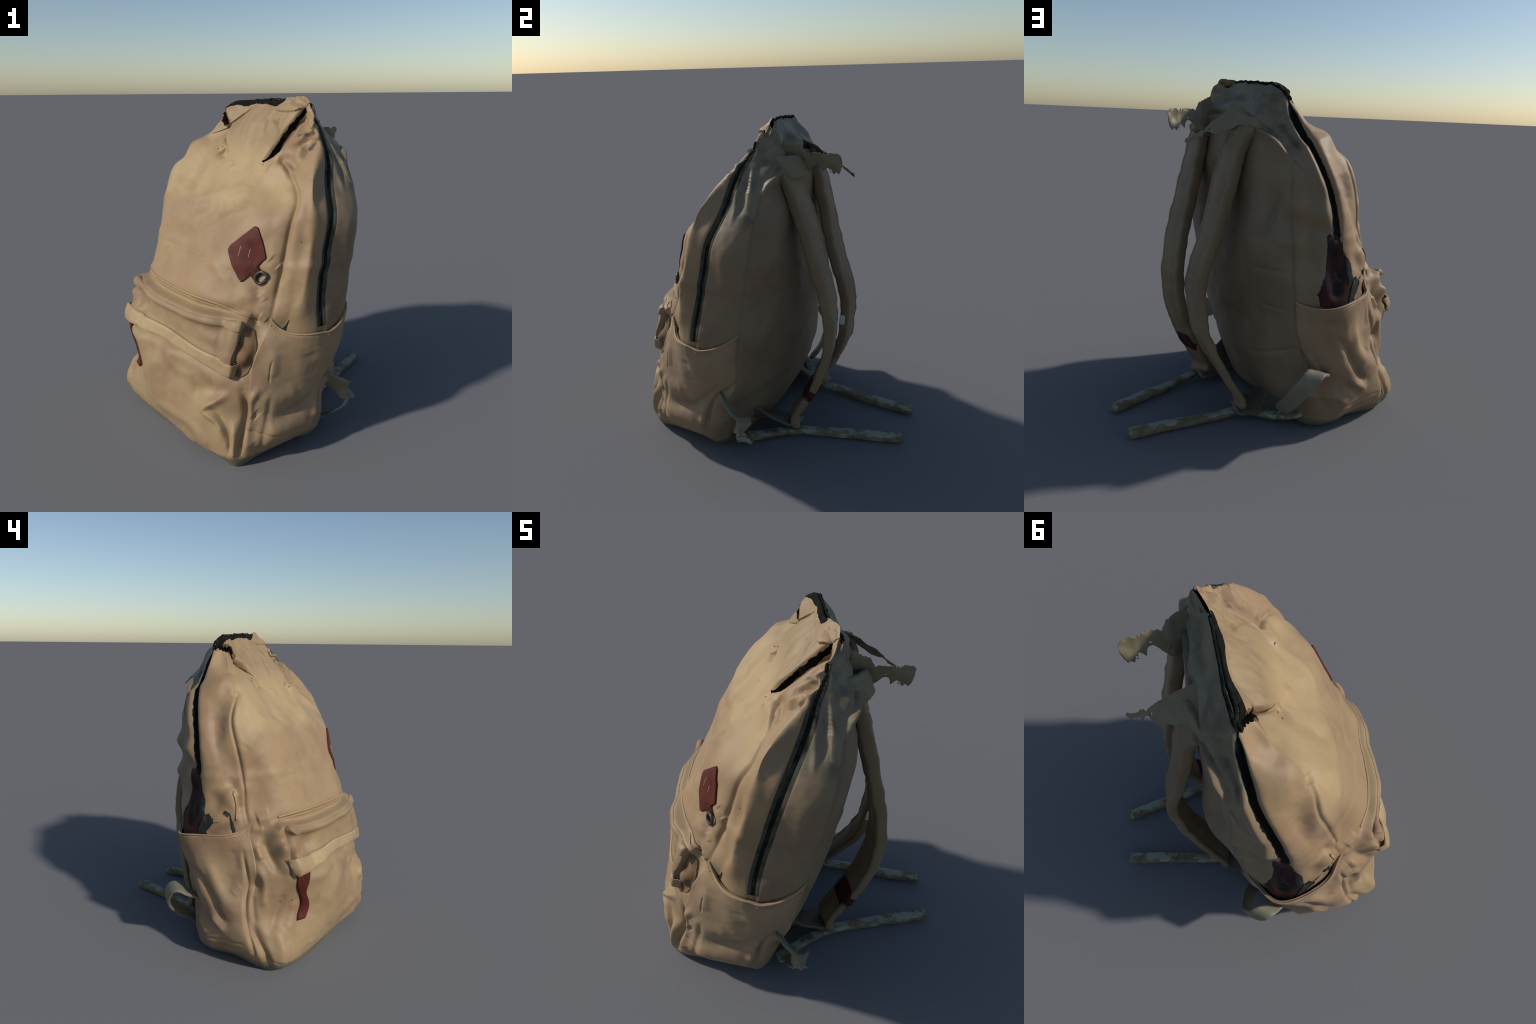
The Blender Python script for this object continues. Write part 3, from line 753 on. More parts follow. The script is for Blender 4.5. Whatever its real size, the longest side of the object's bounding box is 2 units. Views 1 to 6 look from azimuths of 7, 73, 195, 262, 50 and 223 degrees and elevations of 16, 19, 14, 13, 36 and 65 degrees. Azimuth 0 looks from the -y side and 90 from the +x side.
def band(name, path, axis, width, thick, mat, n=120, parent=root, wrinkle=.0, seed=0, stuff=False, ragged=0.0, piped=0.0, ends=True, power=.5, pucker=.0):
    """strap swept along a path of (a, b, z); axis(t) gives the direction across its width"""
    C = curve(path, n)
    C = C * np.array([1, -1, 1])
    T = np.gradient(C, axis=0)
    T /= np.linalg.norm(T, axis=1, keepdims=True)
    t = np.linspace(0, 1, n)
    tab = lambda q: np.interp(t, np.linspace(0, 1, len(q)), q) if np.ndim(q) else np.full(n, float(q))
    X = np.array(axis, float)
    X = X[None] * np.ones((n, 1)) if X.ndim == 1 else curve(X, n)
    X = X * np.array([1, -1, 1])
    X = X - (X * T).sum(1, keepdims=True) * T
    X /= np.linalg.norm(X, axis=1, keepdims=True)
    Y = np.cross(T, X)
    m = 36
    a = np.linspace(0, 2 * np.pi, m, endpoint=False)
    ca, sa = np.cos(a), np.sin(a)
    x, y = np.sign(ca) * np.abs(ca) ** power, np.sign(sa) * np.abs(sa) ** power
    if piped:
        y = y * (1 + piped * np.exp(-((np.abs(x) - .86) / .10) ** 2) - piped * .8 * np.exp(-((np.abs(x) - .66) / .08) ** 2))
    W, H = tab(width) / 2, tab(thick) / 2
    if ends:
        k = np.clip(np.minimum(t, 1 - t) * n / 2.5, 0, 1) ** .5
        H = H * (.15 + .85 * k)
        W = W * (.75 + .25 * k)
    x = x[None] * np.ones((n, 1))
    if ragged:
        r = np.random.default_rng(seed)
        j = np.repeat(r.normal(0, 1, (n // 3 + 1, 2)), 3, axis=0)[:n] * .6 + r.normal(0, .5, (n, 2))
        g = np.linspace(.15, 1, n) ** .7
        x = x * (1 + np.where(x > 0, j[:, :1], j[:, 1:]) * ragged * g[:, None])
    P = C[:, None] + X[:, None] * (W[:, None] * x)[..., None] + Y[:, None] * (H[:, None] * y[None])[..., None]
    if wrinkle:
        c = C[:, None] * np.ones((1, m, 1))
        P = P + Y[:, None] * (wrinkle * vnoise(c + .35 * (P - c), 16, seed) + .5 * wrinkle * vnoise(P, 34, seed + 1))[..., None]
        P = P + X[:, None] * (.5 * wrinkle * vnoise(c, 14, seed + 2))[..., None]
    if pucker:                      # slack padding folds across the strap
        g = vnoise(np.stack([t[:, None] * 16 + .25 * x, x * .5 + 0 * t[:, None], 0 * x + 3], -1), 1.0, seed + 9)
        h = vnoise(np.stack([t[:, None] * 7 - .2 * x, x * .4 + 0 * t[:, None], 0 * x + 8], -1), 1.0, seed + 4)
        P = P + Y[:, None] * (pucker * (g * (.4 + .6 * np.abs(h)) + .6 * h))[..., None] + X[:, None] * (.5 * pucker * h)[..., None]
    V = P.reshape(-1, 3)
    F = grid_faces(n, m, True)
    F = [tuple(f) for f in F[:, ::-1].tolist()] + [tuple(range(m)), tuple(range((n - 1) * m, n * m))[::-1]]
    P0, P1, Pm = P[n // 2, 0], P[n // 2, 1], P[n // 2 + 1, 0]
    if np.dot(np.cross(P1 - P0, Pm - P0), P0 - C[n // 2]) > 0:
        F = [f[::-1] for f in F]
    return add_mesh(name, V, F, mat, parent, 60, stuff=stuff)


def cord(name, P, radius, mat, parent=root, m=8, closed=False, stuff=False, squash=1.0):
    """round piping through mesh points P"""
    P = np.asarray(P, float)
    n = len(P)
    T = np.roll(P, -1, 0) - np.roll(P, 1, 0) if closed else np.gradient(P, axis=0)
    T /= np.linalg.norm(T, axis=1, keepdims=True)
    ref = np.array([.3, .4, .87])
    X = np.cross(T, ref)
    X /= np.linalg.norm(X, axis=1, keepdims=True)
    Y = np.cross(T, X)
    R = np.interp(np.linspace(0, 1, n), np.linspace(0, 1, len(radius)), radius) if np.ndim(radius) else np.full(n, radius)
    a = np.linspace(0, 2 * np.pi, m, endpoint=False)
    G = P[:, None] + R[:, None, None] * (X[:, None] * np.cos(a)[None, :, None] + Y[:, None] * np.sin(a)[None, :, None] * squash)
    V = G.reshape(-1, 3)
    F = grid_faces(n, m, True)
    if closed:
        j = np.arange(m)
        F = np.concatenate([F, np.stack([(n - 1) * m + j, (n - 1) * m + (j + 1) % m, (j + 1) % m, j], 1)])
    F = [tuple(f) for f in F.tolist()]
    if not closed:
        F += [tuple(range(m))[::-1], tuple(range((n - 1) * m, n * m))]
    return add_mesh(name, V, F, mat, parent, stuff=stuff)


def stitches(name, paths, mat, length=.012, gap=.009, rad=.0016, lift=.003, parent=root):
    """row of thread stitches lying on the cloth"""
    Vs, Fs, k = [], [], 0
    for path in paths:
        uv = curve(path, 600)
        P = laid(uv, lift * np.ones(600))
        Nn = sample(NS, uv)
        s = np.r_[0, np.cumsum(np.linalg.norm(np.diff(P, axis=0), axis=1))]
        for q in np.arange(.01, s[-1] - length, length + gap):
            i, j = np.searchsorted(s, q), np.searchsorted(s, q + length)
            j = min(max(j, i + 1), 599)
            d = P[j] - P[i]
            d /= np.linalg.norm(d) + 1e-9
            n_ = Nn[i]
            b = np.cross(n_, d)
            for e, sc in ((P[i], .4), ((P[i] + P[j]) / 2 + n_ * rad * .6, 1), (P[j], .4)):
                for ang in range(6):
                    c, sn = math.cos(ang * math.pi / 3), math.sin(ang * math.pi / 3)
                    Vs.append(e + (b * c + n_ * sn) * rad * sc)
            for r in (0, 1):
                for g in range(6):
                    Fs.append((k + r * 6 + g, k + r * 6 + (g + 1) % 6, k + r * 6 + 6 + (g + 1) % 6, k + r * 6 + 6 + g))
            Fs += [tuple(k + g for g in range(6))[::-1], tuple(k + 12 + g for g in range(6))]
            k += 18
    return add_mesh(name, np.array(Vs), Fs, mat, parent, stuff=True)


NS = normals(SKIN)
NS[-4:] = NS[-5]
NC = normals(CORE)
NC[-4:] = NC[-5]

# ---------------------------------------------------------------- body panels
ids = np.arange(NV * NU).reshape(NV, NU)
Q = np.stack([ids[:-1], np.roll(ids, -1, 1)[:-1], np.roll(ids, -1, 1)[1:], ids[1:]], -1)     # (NV-1, NU, 4)
fu, fv = UU[:-1] + NMER / NU / 2, VV[:-1] + .5 * (NLV - 1) / (NV - 1)
sfr, sfl = curve(SEAM_FR[::-1], 80), curve(SEAM_FL[::-1], 80)
fr, fl = np.interp(fv, sfr[:, 1], sfr[:, 0], left=1.97), np.interp(fv, sfl[:, 1], sfl[:, 0], left=12.0)
zr = np.interp(fv, [p[1] for p in ZIP_R], [p[0] for p in ZIP_R])
zl = np.interp(fv, [p[1] for p in ZIP_L], [p[0] for p in ZIP_L])
front = (fu < fr) | (fu >= fl)
yk = np.concatenate([curve(YOKE_R, 80), curve(YOKE_L, 80)])
yoke_v = np.interp(fu, yk[:, 0], yk[:, 1])
backp = (fu >= 5) & (fu < 9.04) & (fv < yoke_v)
uwrap = np.where(fu < 7, fu + NMER, fu)
pock_top = np.interp(uwrap, [p[0] for p in PIPING], [p[1] for p in PIPING])
pocket = front & (fv < pock_top)
gusset = ~front & ~backp & (fu > zr) & (fu < zl)
regions = [('front_panel', front & ~pocket, 'canvas_front'), ('front_pocket', pocket, 'canvas_pocket'), ('back_panel', backp, 'canvas_back'),
           ('zipper_gusset', gusset & (fu < 7), 'canvas_gusset'), ('zipper_gusset', gusset & (fu >= 7), 'canvas_gusset'),
           ('side_panel', ~front & ~gusset & ~backp & (fu < 7), 'canvas_side'), ('side_panel', ~front & ~gusset & ~backp & (fu >= 7), 'canvas_side')]
flatV, flatN = CORE.reshape(-1, 3), NC.reshape(-1, 3)
PART = {}
for name, mask, mat in regions:
    q = Q[mask]
    used, inv = np.unique(q, return_inverse=True)
    ob = add_mesh(name, flatV[used], inv.reshape(-1, 4), MAT[mat], vnormals=flatN[used])
    PART.setdefault(name, []).append(ob)

# underside
cen = CORE[0].mean(0)
under_rings = [CORE[0]] + [CORE[0] * (1 - s) + (cen * [1, 1, 0] + [0, 0, .004 + .012 * s * s]) * s for s in (.04, .12, .3, .6, .95)]
B = np.array(under_rings)
add_mesh('bag_base', B.reshape(-1, 3), grid_faces(len(B), NU, True)[:, ::-1], MAT['canvas_base'])

# ---------------------------------------------------------------- side pockets with rolled rims
for path, ends, fold_lines in ((RIM_R, (2.0, 4.98), 0), (RIM_L, (9.02, 12.0), 1)):
    rim = curve(path, 140)
    low = np.stack([rim[:, 0], np.full(140, 1.0)], 1)
    ob = trim('side_pocket', rim.tolist()[::3], low.tolist()[::3], MAT['canvas_side_pocket'], thick=.009, lift=-.006, n=150, m=120,
              rise=lambda s, t: .004 * np.exp(-(t / .10) ** 2) * np.clip(4 * s * (1 - s), 0, 1) ** .4 - .004 * smooth(t, .55, 1) - .006 * smooth(t, .8, 1))
    rp = laid(rim, .004 * np.clip(4 * np.linspace(0, 1, 140) * (1 - np.linspace(0, 1, 140)), 0, 1) ** .4)
    cord('pocket_rim', rp, .0055, MAT['canvas_edge'], ob)
    stitches('pocket_stitching', [[(u, v - .09) for u, v in path]], MAT['thread'], lift=.006, parent=ob)

# ---------------------------------------------------------------- front pocket flap
PK = PART['front_pocket'][0]
flap = trim('pocket_flap', CREST, HEM_LOW, MAT['canvas_flap'], thick=.030, lift=-.020, n=190, m=70, parent=PK, roll=4,
            rise=lambda s, t: .020 * np.exp(-((t - .09) / .09) ** 2) - .006 * np.sin(np.pi * t) + .026 * smooth(np.abs(s - .5), .36, .46) - .040 * smooth(np.abs(s - .5), .472, .5)
            + .010 * smooth(t, .55, .85) - .010 * smooth(t, .93, 1.0) - .002)
trim('flap_hem', HEM_TOP, [(u, v - .015) for u, v in HEM_LOW], MAT['canvas_hem'], thick=.006, lift=.017, n=150, m=12, parent=PK,
     rise=lambda s, t: .026 * smooth(np.abs(s - .5), .36, .46) - .034 * smooth(np.abs(s - .5), .472, .5))
cord('pocket_piping', laid(curve(PIPING, 160), .004 * np.ones(160)), .006, MAT['canvas_edge'], PK)
cord('pocket_piping', laid(curve([(u, v - .07) for u, v in PIPING], 160), .001 * np.ones(160)), .0035, MAT['canvas_edge'], PK)
stitches('flap_stitching', [[(u, v + .03) for u, v in HEM_TOP], [(u, v + .02) for u, v in HEM_LOW]], MAT['thread'], lift=.015, parent=PK)
# brown plate painting the shade in the flap's hollow right end
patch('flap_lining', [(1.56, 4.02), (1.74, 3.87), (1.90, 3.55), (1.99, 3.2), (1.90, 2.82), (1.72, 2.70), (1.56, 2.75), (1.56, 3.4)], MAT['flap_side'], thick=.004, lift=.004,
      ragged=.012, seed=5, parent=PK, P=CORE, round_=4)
# leather tongue under the flap on the left
trim('leather_pull', [(12.72, 3.12), (12.72, 2.75), (12.80, 2.45), (12.86, 2.15), (12.80, 1.9), (12.76, 1.76)],
     [(13.0, 3.12), (12.97, 2.75), (12.95, 2.45), (13.04, 2.15), (13.03, 1.9), (12.93, 1.74)], MAT['leather'], thick=.012, lift=.004, n=60, m=14, parent=PK, bulge=.004)

# ---------------------------------------------------------------- leather patch, tab and ring
fp = PART['front_panel'][0]
lp = patch('leather_patch', [(1.30, 5.92), (1.37, 5.88), (1.50, 5.58), (1.61, 5.30), (1.55, 5.24), (1.42, 5.04), (1.27, 4.83), (1.20, 4.90), (1.03, 5.14), (0.90, 5.40), (0.93, 5.50), (1.12, 5.72)],
           MAT['leather'], thick=.009, lift=.001, round_=3, parent=fp)
for pts in ([(1.125, 5.31), (1.135, 5.5)], [(1.295, 5.30), (1.305, 5.46)]):
    trim('patch_slot', [(u - .010, v) for u, v in pts], [(u + .010, v) for u, v in pts], MAT['slot'], thick=.003, lift=.0095, n=12, m=6, parent=lp)
trim('leather_tab', [(1.33, 5.02), (1.42, 4.93), (1.47, 4.87)], [(1.47, 5.18), (1.54, 5.09), (1.60, 5.03)], MAT['leather'], thick=.010, lift=.004, n=24, m=10, parent=lp)
ringc = np.array([1.585, 4.945])
ang = np.linspace(0, 2 * np.pi, 64, endpoint=False)
cord('metal_ring', laid(ringc + np.stack([.105 * np.cos(ang), .115 * np.sin(ang)], 1), .014 + .004 * np.sin(ang)), .0085, MAT['dark_metal'], lp, m=12, closed=True)

# ---------------------------------------------------------------- zippers
zips = bpy.data.objects.new('zipper', None)
zips.parent = root
bpy.context.scene.collection.objects.link(zips)


def offset_path(path, w):
    """shift a skin path sideways by w metres"""
    P = curve(path, 40)
    d = np.gradient(P, axis=0)
    q = np.stack([d[:, 1], -d[:, 0]], 1)
    e = 1e-3
    step_len = np.linalg.norm(sample(SKIN, P + q / np.linalg.norm(q, axis=1, keepdims=True) * .05) - sample(SKIN, P - q / np.linalg.norm(q, axis=1, keepdims=True) * .05), axis=1) / .1
    return P + q / np.linalg.norm(q, axis=1, keepdims=True) * (w / np.maximum(step_len, .05))[:, None]


def zip_teeth(path, half, mat, parent, pitch=.011, lift=.006, pairs=True):
    uv = curve(path, 700)
    P, Nn = laid(uv, lift * np.ones(700)), sample(NS, uv)
    s = np.r_[0, np.cumsum(np.linalg.norm(np.diff(P, axis=0), axis=1))]
    Vs, Fs, k = [], [], 0
    for c, q in enumerate(np.arange(.005, s[-1] - .005, pitch)):
        i = min(np.searchsorted(s, q), 697)
        d = P[i + 2] - P[i]
        d /= np.linalg.norm(d) + 1e-9
        b = np.cross(Nn[i], d)
        o = P[i] + b * (half * .35 * (1 if c % 2 else -1))
        for sx, sy, sz in ((-1, -1, 0), (1, -1, 0), (1, 1, 0), (-1, 1, 0), (-.8, -.7, 1), (.8, -.7, 1), (.8, .7, 1), (-.8, .7, 1)):
            Vs.append(o + b * sx * half * .7 + d * sy * pitch * .38 + Nn[i] * sz * .004)
        Fs += [tuple(k + x for x in f) for f in ((4, 5, 6, 7), (0, 1, 5, 4), (1, 2, 6, 5), (2, 3, 7, 6), (3, 0, 4, 7))]
        k += 8
    return add_mesh('zipper_teeth', np.array(Vs), Fs, mat, parent, 30, stuff=True)


ZR_UP = ZIP_R[1:]
trim('zipper_tape', offset_path(ZR_UP, .031), offset_path(ZR_UP, -.031), MAT['zip_tape'], thick=.002, lift=.0005, n=160, m=12, parent=zips, P=CORE)
trim('zipper_band', offset_path(ZR_UP, .0115), offset_path(ZR_UP, -.0115), MAT['zip_black'], thick=.0025, lift=.0025, n=160, m=8, parent=zips, P=CORE)
trim('zipper_band', offset_path(ZIP_L, .020), offset_path(ZIP_L, -.018), MAT['zip_black'], thick=.003, lift=.001, n=160, m=8, ragged=.008, seed=2, parent=zips)
zip_teeth(ZR_UP[1:], .008, MAT['zip_black'], zips, lift=.001)
zip_teeth(ZIP_L, .007, MAT['zip_black'], zips, lift=.0005)
# the zipper over the top ridge
trim('zipper_band', [(10.3, 9.90), (11.2, 9.94), (12.5, 9.97), (13.5, 9.985), (14.4, 9.985), (15.1, 9.98)],
     [(10.4, 9.66), (11.2, 9.74), (12.5, 9.84), (13.5, 9.90), (14.4, 9.84), (15.1, 9.93)], MAT['zip_black'], thick=.004, lift=.002, n=90, m=10, ragged=.012, seed=3, parent=zips)
trim('zipper_band', [(9.7, 9.88), (8.8, 9.94), (7.6, 9.98), (6.6, 9.98), (6.0, 9.97)], [(9.6, 9.62), (8.8, 9.82), (7.6, 9.90), (6.6, 9.92), (6.1, 9.93)], MAT['zip_black'],
     thick=.004, lift=.002, n=80, m=10, ragged=.012, seed=4, parent=zips)

rid = np.concatenate([SKIN[-1, int(10.2 / NMER * NU):], SKIN[-1, :int(1.1 / NMER * NU)]])[::3]
rid = np.stack([np.convolve(np.r_[[q[0]] * 4, q, [q[-1]] * 4], np.ones(9) / 9, 'valid') for q in rid.T], 1) - [0, 0, .006]
cord('zipper_band', rid, .010, MAT['zip_black'], zips, m=10)

# ---------------------------------------------------------------- torn slits: dark and brown strips laid along the gaps
trim('torn_slit', SLIT_R_UP, SLIT_R_LOW, MAT['slit_dark'], thick=.003, lift=.0005, n=70, m=12, ragged=.012, seed=8)
trim('torn_slit', [(13.60, 8.46), (13.12, 9.02), (12.4, 9.43), (10.7, 9.92)], [(13.72, 8.34), (13.22, 8.80), (12.45, 9.20), (10.65, 9.78)], MAT['lining_brown'], thick=.003, lift=.0005, n=70, m=8,
     ragged=.03, seed=9)
trim('torn_slit', [(12.6, 9.28), (11.8, 9.58), (10.75, 9.86)], [(12.55, 9.18), (11.7, 9.44), (10.6, 9.72)], MAT['slit_dark'], thick=.003, lift=.0035, n=50, m=8, ragged=.03, seed=10)

# burnt hole over the left side pocket
patch('burnt_lining', [(9.75, 5.36), (10.0, 5.46), (10.2, 5.25), (10.32, 4.9), (10.36, 4.55), (10.62, 4.3), (10.6, 3.95), (10.0, 3.86), (9.55, 3.82), (9.5, 4.2), (9.75, 4.6), (9.8, 5.0)],
      MAT['burnt'], thick=.004, lift=-.002, ragged=.025, seed=12, P=CORE, dome=.0, per=14)
patch('burnt_edge', [(10.28, 5.0), (10.45, 4.8), (10.5, 4.5), (10.38, 4.45), (10.3, 4.7)], MAT['char'], thick=.004, lift=.001, ragged=.05, seed=13, P=CORE)
patch('burnt_edge', [(10.5, 4.55), (10.62, 4.5), (10.75, 4.35), (10.55, 4.05), (10.35, 3.95), (10.42, 4.2)], MAT['char'], thick=.004, lift=.002, ragged=.06, seed=14, P=CORE)
patch('burnt_edge', [(11.05, 4.62), (11.25, 4.55), (11.2, 4.48), (11.02, 4.54)], MAT['char'], thick=.004, lift=.003, ragged=.10, seed=15, P=CORE)
patch('burnt_edge', [(11.28, 4.50), (11.4, 4.38), (11.52, 4.22), (11.55, 4.12), (11.42, 4.10), (11.35, 4.24)], MAT['char'], thick=.004, lift=.003, ragged=.10, seed=16, P=CORE)
patch('torn_scrap', [(10.72, 4.45), (10.86, 4.52), (11.0, 4.5), (10.9, 4.36), (10.74, 4.34)], MAT['canvas_edge'], thick=.006, lift=.002, ragged=.05, seed=17, P=CORE)
patch('torn_scrap', [(11.35, 4.95), (11.42, 4.95), (11.62, 4.4), (11.55, 4.36)], MAT['canvas_edge'], thick=.007, lift=.002, ragged=.04, seed=18, P=CORE)
# small scar above the pocket on the right and snag holes
patch('dark_snag', [(2.55, 4.13), (2.66, 3.86), (2.44, 3.86)], MAT['char'], thick=.002, lift=.001, ragged=.04, seed=19, P=CORE)
for k, (u, v) in enumerate([(2.35, 5.6), (12.7, 2.3), (12.52, 2.28), (13.45, 8.2), (13.55, 8.3), (0.98, 7.88)]):
    s = .03 if k else .02
    patch('snag_hole', [(u - s, v), (u, v + .6 * s), (u + s, v + .3 * s), (u + .5 * s, v - .7 * s)], MAT['lining_brown'], thick=.002, lift=.0005, ragged=.15, seed=30 + k, rings=4)

# ---------------------------------------------------------------- shoulder straps
STRAP_R = [(0.4, -0.27, 1.74), (0.363, -0.321, 1.67), (0.319, -0.397, 1.45), (0.305, -0.462, 1.2), (0.288, -0.528, 0.93), (0.277, -0.535, 0.7), (0.285, -0.49, 0.49), (0.288, -0.42, 0.335), (0.302, -0.35, 0.2), (0.321, -0.318, 0.13), (0.308, -0.335, 0.075)]
STRAP_L = [(-0.165, -0.235, 1.74), (-0.135, -0.292, 1.69), (-0.109, -0.34, 1.56), (-0.099, -0.394, 1.343), (-0.084, -0.454, 1.11), (-0.073, -0.525, 0.9), (-0.085, -0.538, 0.73), (-0.1, -0.513, 0.55), (-0.137, -0.453, 0.4), (-0.183, -0.376, 0.24), (-0.22, -0.318, 0.13), (-0.233, -0.335, 0.075)]
TWIST_R = [(1, .05, 0), (1, -.02, 0), (1, -.07, 0), (.98, -.12, 0), (.96, -.22, 0), (.92, -.32, -.05)]
TWIST_L = [(1, -.2, 0), (1, -.05, 0), (1, .02, 0), (1, .04, 0), (1, .10, 0), (.98, .16, 0)]
STRAP_T = [.050, .064, .066, .064, .062, .060, .056, .050, .044, .040]
sr = band('shoulder_strap', STRAP_R, TWIST_R, [.16, .19, .205, .205, .205, .20, .195, .185, .175, .165], STRAP_T, MAT['canvas_strap'], n=260, wrinkle=.006, seed=1, piped=.16, pucker=.005, power=.36)
sl = band('shoulder_strap', STRAP_L, TWIST_L, [.16, .18, .19, .19, .19, .185, .18, .175, .165, .155], STRAP_T, MAT['canvas_strap'], n=260, wrinkle=.006, seed=5, piped=.16, pucker=.005, power=.36)
band('strap_anchor', [(0.308, -.352, .072), (0.318, -.25, .075), (0.368, -.12, .10), (0.468, -.02, .135)], [(.95, -.2, .2), (.9, .1, .45), (.6, .2, .75)], [.16, .19, .21, .21], .030, MAT['webbing_dark'], n=60, wrinkle=.007, seed=8)
band('strap_anchor', [(-0.233, -.352, .072), (-0.243, -.25, .075), (-0.283, -.12, .10), (-0.383, -.02, .14)], [(.95, .2, .2), (.9, -.1, .45), (.6, -.2, .75)], [.15, .18, .20, .20], .030, MAT['webbing_dark'], n=60, wrinkle=.007, seed=9)
band('strap_label', [(.295, -.453, .40), (.298, -.424, .335), (.306, -.388, .27)], [(.97, -.2, 0), (.95, -.25, -.02)], [.14, .19, .15], [.068, .066, .060], MAT['red_tape'], n=30, parent=sr, ragged=.06, seed=4)
band('strap_clip', [(.012, -.528, .735), (.012, -.522, .665)], (.3, 1, 0), .034, .018, MAT['pale_tag'], n=14, parent=sl)

# loose webbing tails on the ground and their loops
WEB_R = [(.62, -.04, .07), (.53, -.12, .045), (.44, -.22, .04), (.355, -.36, .04), (.315, -.46, .036), (.268, -.61, .034), (.216, -.79, .031), (.158, -.982, .028)]
WEB_L = [(-.50, -.02, .09), (-.44, -.10, .06), (-.35, -.18, .04), (-.235, -.29, .035), (-.21, -.45, .034), (-.185, -.635, .032), (-.168, -.80, .031), (-.151, -.978, .029)]
band('webbing_tail', WEB_R, (1, .25, 0), [.07, .064, .060, .058, .062, .066, .068, .070], [.03, .034, .036, .038, .044, .048, .050, .050], MAT['webbing'], n=140, wrinkle=.004, seed=11, power=.6)
band('webbing_tail', WEB_L, (1, .1, 0), [.07, .064, .060, .060, .064, .068, .070, .072], [.03, .034, .036, .038, .044, .048, .050, .050], MAT['webbing'], n=140, wrinkle=.004, seed=12, power=.6)
band('side_loop', [(-.60, .02, .36), (-.655, -.04, .41), (-.69, -.10, .425), (-.685, -.155, .375), (-.65, -.19, .31), (-.59, -.19, .24), (-.51, -.175, .165), (-.44, -.13, .10)],
     [(.55, -.6, -.1), (.5, -.65, .2), (.35, -.55, .6), (.45, -.5, .5), (.6, -.5, .3), (.6, -.4, .3)], [.10, .10, .10, .095, .09, .09, .085], .024, MAT['webbing_grey'], n=100, wrinkle=.005, seed=13)
band('side_loop', [(.645, .04, .43), (.69, -.015, .405), (.735, -.08, .36), (.762, -.14, .315), (.77, -.195, .27)], [(.1, .4, .6), (.0, .45, .6), (-.1, .5, .5), (-.1, .5, .45)], [.11, .13, .14, .135, .11], .020,
     MAT['webbing_grey'], n=70, wrinkle=.006, seed=14, ragged=.10)
band('torn_scrap', [(.775, -.165, .25), (.735, -.16, .17), (.66, -.125, .10), (.60, -.09, .075)], [(.3, .6, .5), (.3, .6, .2), (.2, .7, .1)], [.05, .09, .10, .09], .010, MAT['webbing'], n=40, wrinkle=.010, seed=15, ragged=.10)

# torn grab handle: two frayed tongues at the top of the back


def torn_sheet(name, path, axis, low, high, mat, thick=.007, holes=(), n=150, m=44, jitter=.004, wave=.008, seed=0, parent=root):
    """thin torn piece of cloth: its two edges are given as (position along the path, distance from the path)"""
    C = curve(path, n) * np.array([1, -1, 1])
    T = np.gradient(C, axis=0)
    T /= np.linalg.norm(T, axis=1, keepdims=True)
    X = curve(axis, n) * np.array([1, -1, 1])
    X -= (X * T).sum(1, keepdims=True) * T
    X /= np.linalg.norm(X, axis=1, keepdims=True)
    Y = np.cross(T, X)
    t = np.linspace(0, 1, n)
    r = np.random.default_rng(seed)
    lo = np.interp(t, *zip(*low)) + jitter * np.convolve(r.normal(0, 1, n + 10), np.hanning(8) / 2.5, 'same')[5:-5]
    hi = np.interp(t, *zip(*high)) + jitter * np.convolve(r.normal(0, 1, n + 10), np.hanning(8) / 2.5, 'same')[5:-5]
    s = np.linspace(0, 1, m)
    S = lo[:, None] * (1 - s) + hi[:, None] * s
    M = C[:, None] + X[:, None] * S[..., None]
    M = M + Y[:, None] * (wave * vnoise(M, 13, seed) + .4 * wave * vnoise(M, 30, seed + 1))[..., None]
    e = np.minimum(np.minimum(s, 1 - s)[None] * m, np.minimum(t, 1 - t)[:, None] * n)
    h = thick / 2 * np.clip(e / 3, .15, 1) ** .5
    up, dn = (M + Y[:, None] * h[..., None]).reshape(-1, 3), (M - Y[:, None] * h[..., None]).reshape(-1, 3)
    q = grid_faces(n, m)
    ci = (t[q[:, 0] // m] + .5 / n, S.reshape(-1)[q].mean(1))
    length = np.linalg.norm(np.diff(C, axis=0), axis=1).sum()
    keep = np.ones(len(q), bool)
    for ht, hs, hr in holes:
        keep &= ((ci[0] - ht) * length) ** 2 + (ci[1] - hs) ** 2 > hr ** 2
    q = q[keep]
    edges = {}
    for f in q.tolist():
        for a, b in zip(f, f[1:] + f[:1]):
            edges[(a, b)] = 1
    rim = np.array([(a, b) for a, b in edges if (b, a) not in edges])
    k = n * m
    F = np.concatenate([q[:, ::-1], q + k, np.stack([rim[:, 0], rim[:, 1], rim[:, 1] + k, rim[:, 0] + k], 1)])
    return add_mesh(name, np.concatenate([up, dn]), F, mat, parent, 60)


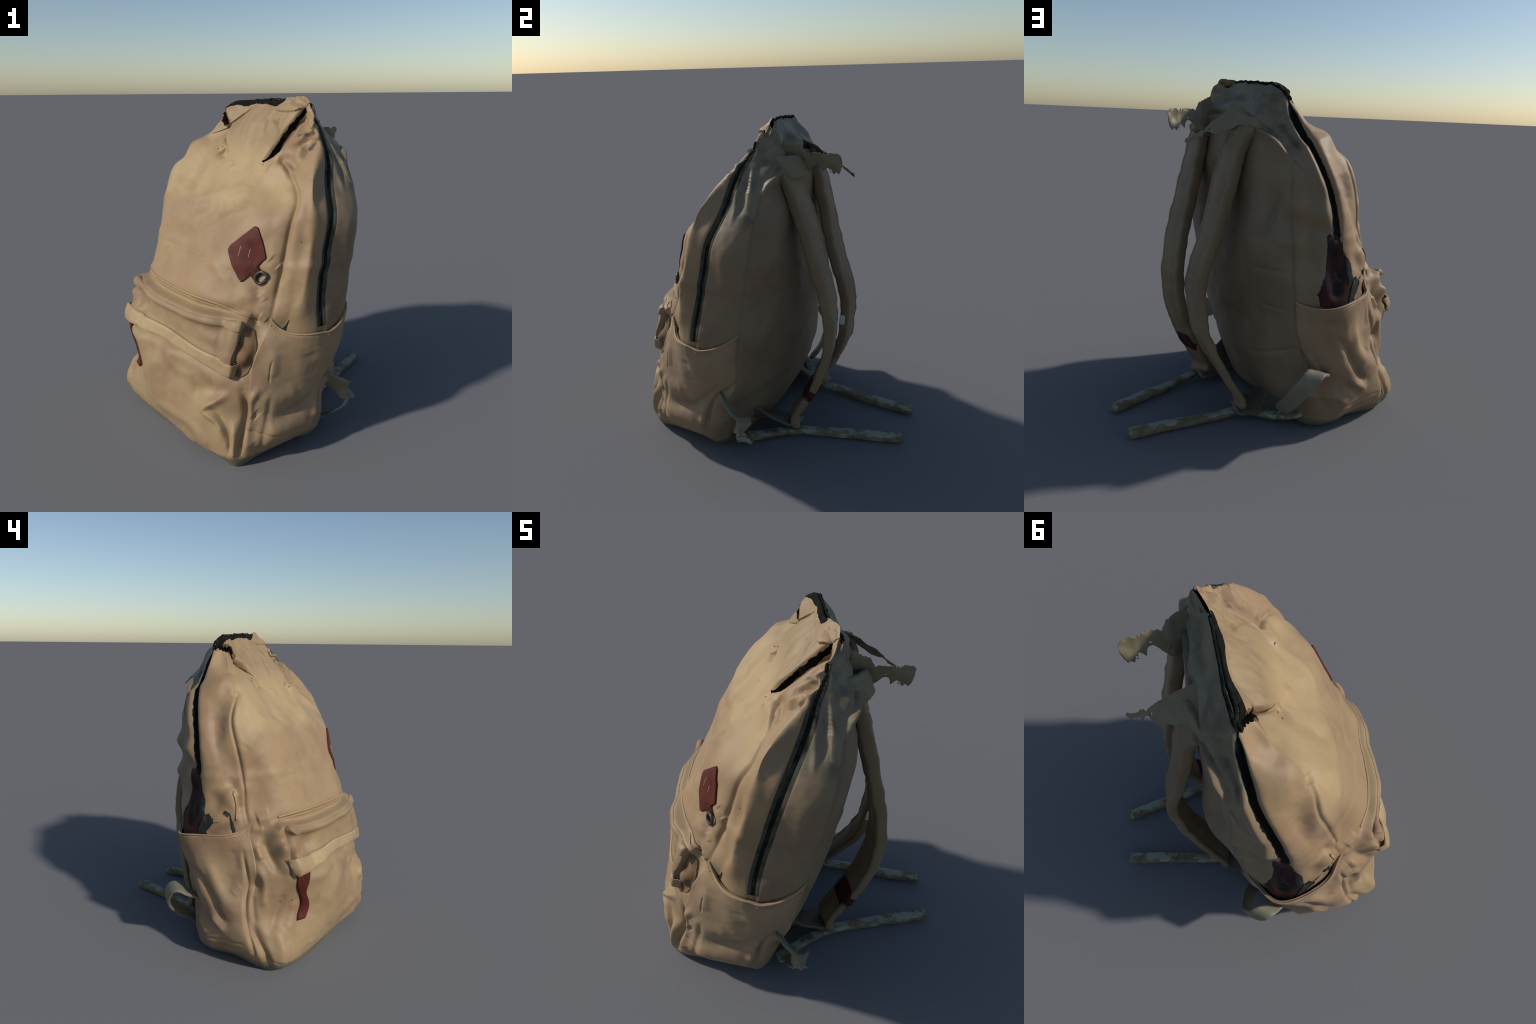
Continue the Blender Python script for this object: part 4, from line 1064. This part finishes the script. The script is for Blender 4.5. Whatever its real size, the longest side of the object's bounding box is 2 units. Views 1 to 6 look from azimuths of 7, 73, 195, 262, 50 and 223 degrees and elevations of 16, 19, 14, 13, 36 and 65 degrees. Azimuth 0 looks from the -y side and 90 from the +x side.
torn_sheet('torn_handle', [(.31, -.24, 1.80), (.288, -.33, 1.775), (.275, -.385, 1.767), (.262, -.455, 1.763), (.25, -.52, 1.758), (.243, -.58, 1.747)],
           [(.2, .1, 1), (.28, 0, 1), (.32, -.05, 1), (.32, -.1, 1), (.25, -.1, 1)],
           [(0, -0.100), (.30, -0.125), (.42, -0.088), (.48, -0.064), (.52, -0.044), (.58, -0.014), (.64, -0.016), (.68, -0.032), (.70, -0.064), (.72, -0.056), (.77, -0.030), (.80, -0.034), (.81, -0.061), (.86, -0.052), (.89, -0.068), (.94, -0.070), (.98, -0.060), (1, -0.040)],
           [(0, 0.100), (.3, 0.085), (.42, 0.044), (.55, 0.058), (.66, 0.056), (.69, 0.044), (.71, 0.060), (.73, 0.044), (.76, 0.048), (.79, 0.059), (.90, 0.056), (.96, 0.044), (1, 0.000)],
           MAT['canvas_gray'], holes=[(.60, .0, .006), (.83, -.05, .008), (.94, -.066, .011)], seed=21, wave=.014, jitter=.003)
torn_sheet('torn_handle', [(-.10, -.22, 1.815), (-.09, -.30, 1.78), (-.08, -.36, 1.752), (-.07, -.42, 1.722), (-.05, -.49, 1.69), (-.012, -.575, 1.635)],
           [(.9, 0, .4), (.8, .1, .6), (.7, .1, .7), (.7, .1, .7), (.6, .2, .7)],
           [(0, -.09), (.25, -.075), (.5, -.055), (.60, -.048), (.66, -.012), (.72, -.010), (.76, -.026), (.80, -.010), (.88, -.012), (.93, -.022), (1, -.004)],
           [(0, .09), (.2, .075), (.4, .055), (.58, .040), (.66, .024), (.70, .010), (.78, .024), (.82, .008), (.90, .010), (.95, .014), (1, .004)],
           MAT['canvas_gray'], holes=[(.63, .0, .006)], seed=22, wave=.012, jitter=.003)
# soft webs of cloth where straps leave the yoke
band('strap_root', [(.45, -.20, 1.765), (.40, -.29, 1.745), (.33, -.345, 1.74), (.27, -.35, 1.76)], (.1, .5, 1), [.08, .12, .14, .12], .045, MAT['canvas_gray'], n=60, wrinkle=.010, seed=51)
band('strap_root', [(-.25, -.17, 1.74), (-.19, -.25, 1.725), (-.12, -.30, 1.735), (-.05, -.30, 1.765)], (-.1, .5, 1), [.08, .11, .14, .12], .045, MAT['canvas_gray'], n=60, wrinkle=.010, seed=52)
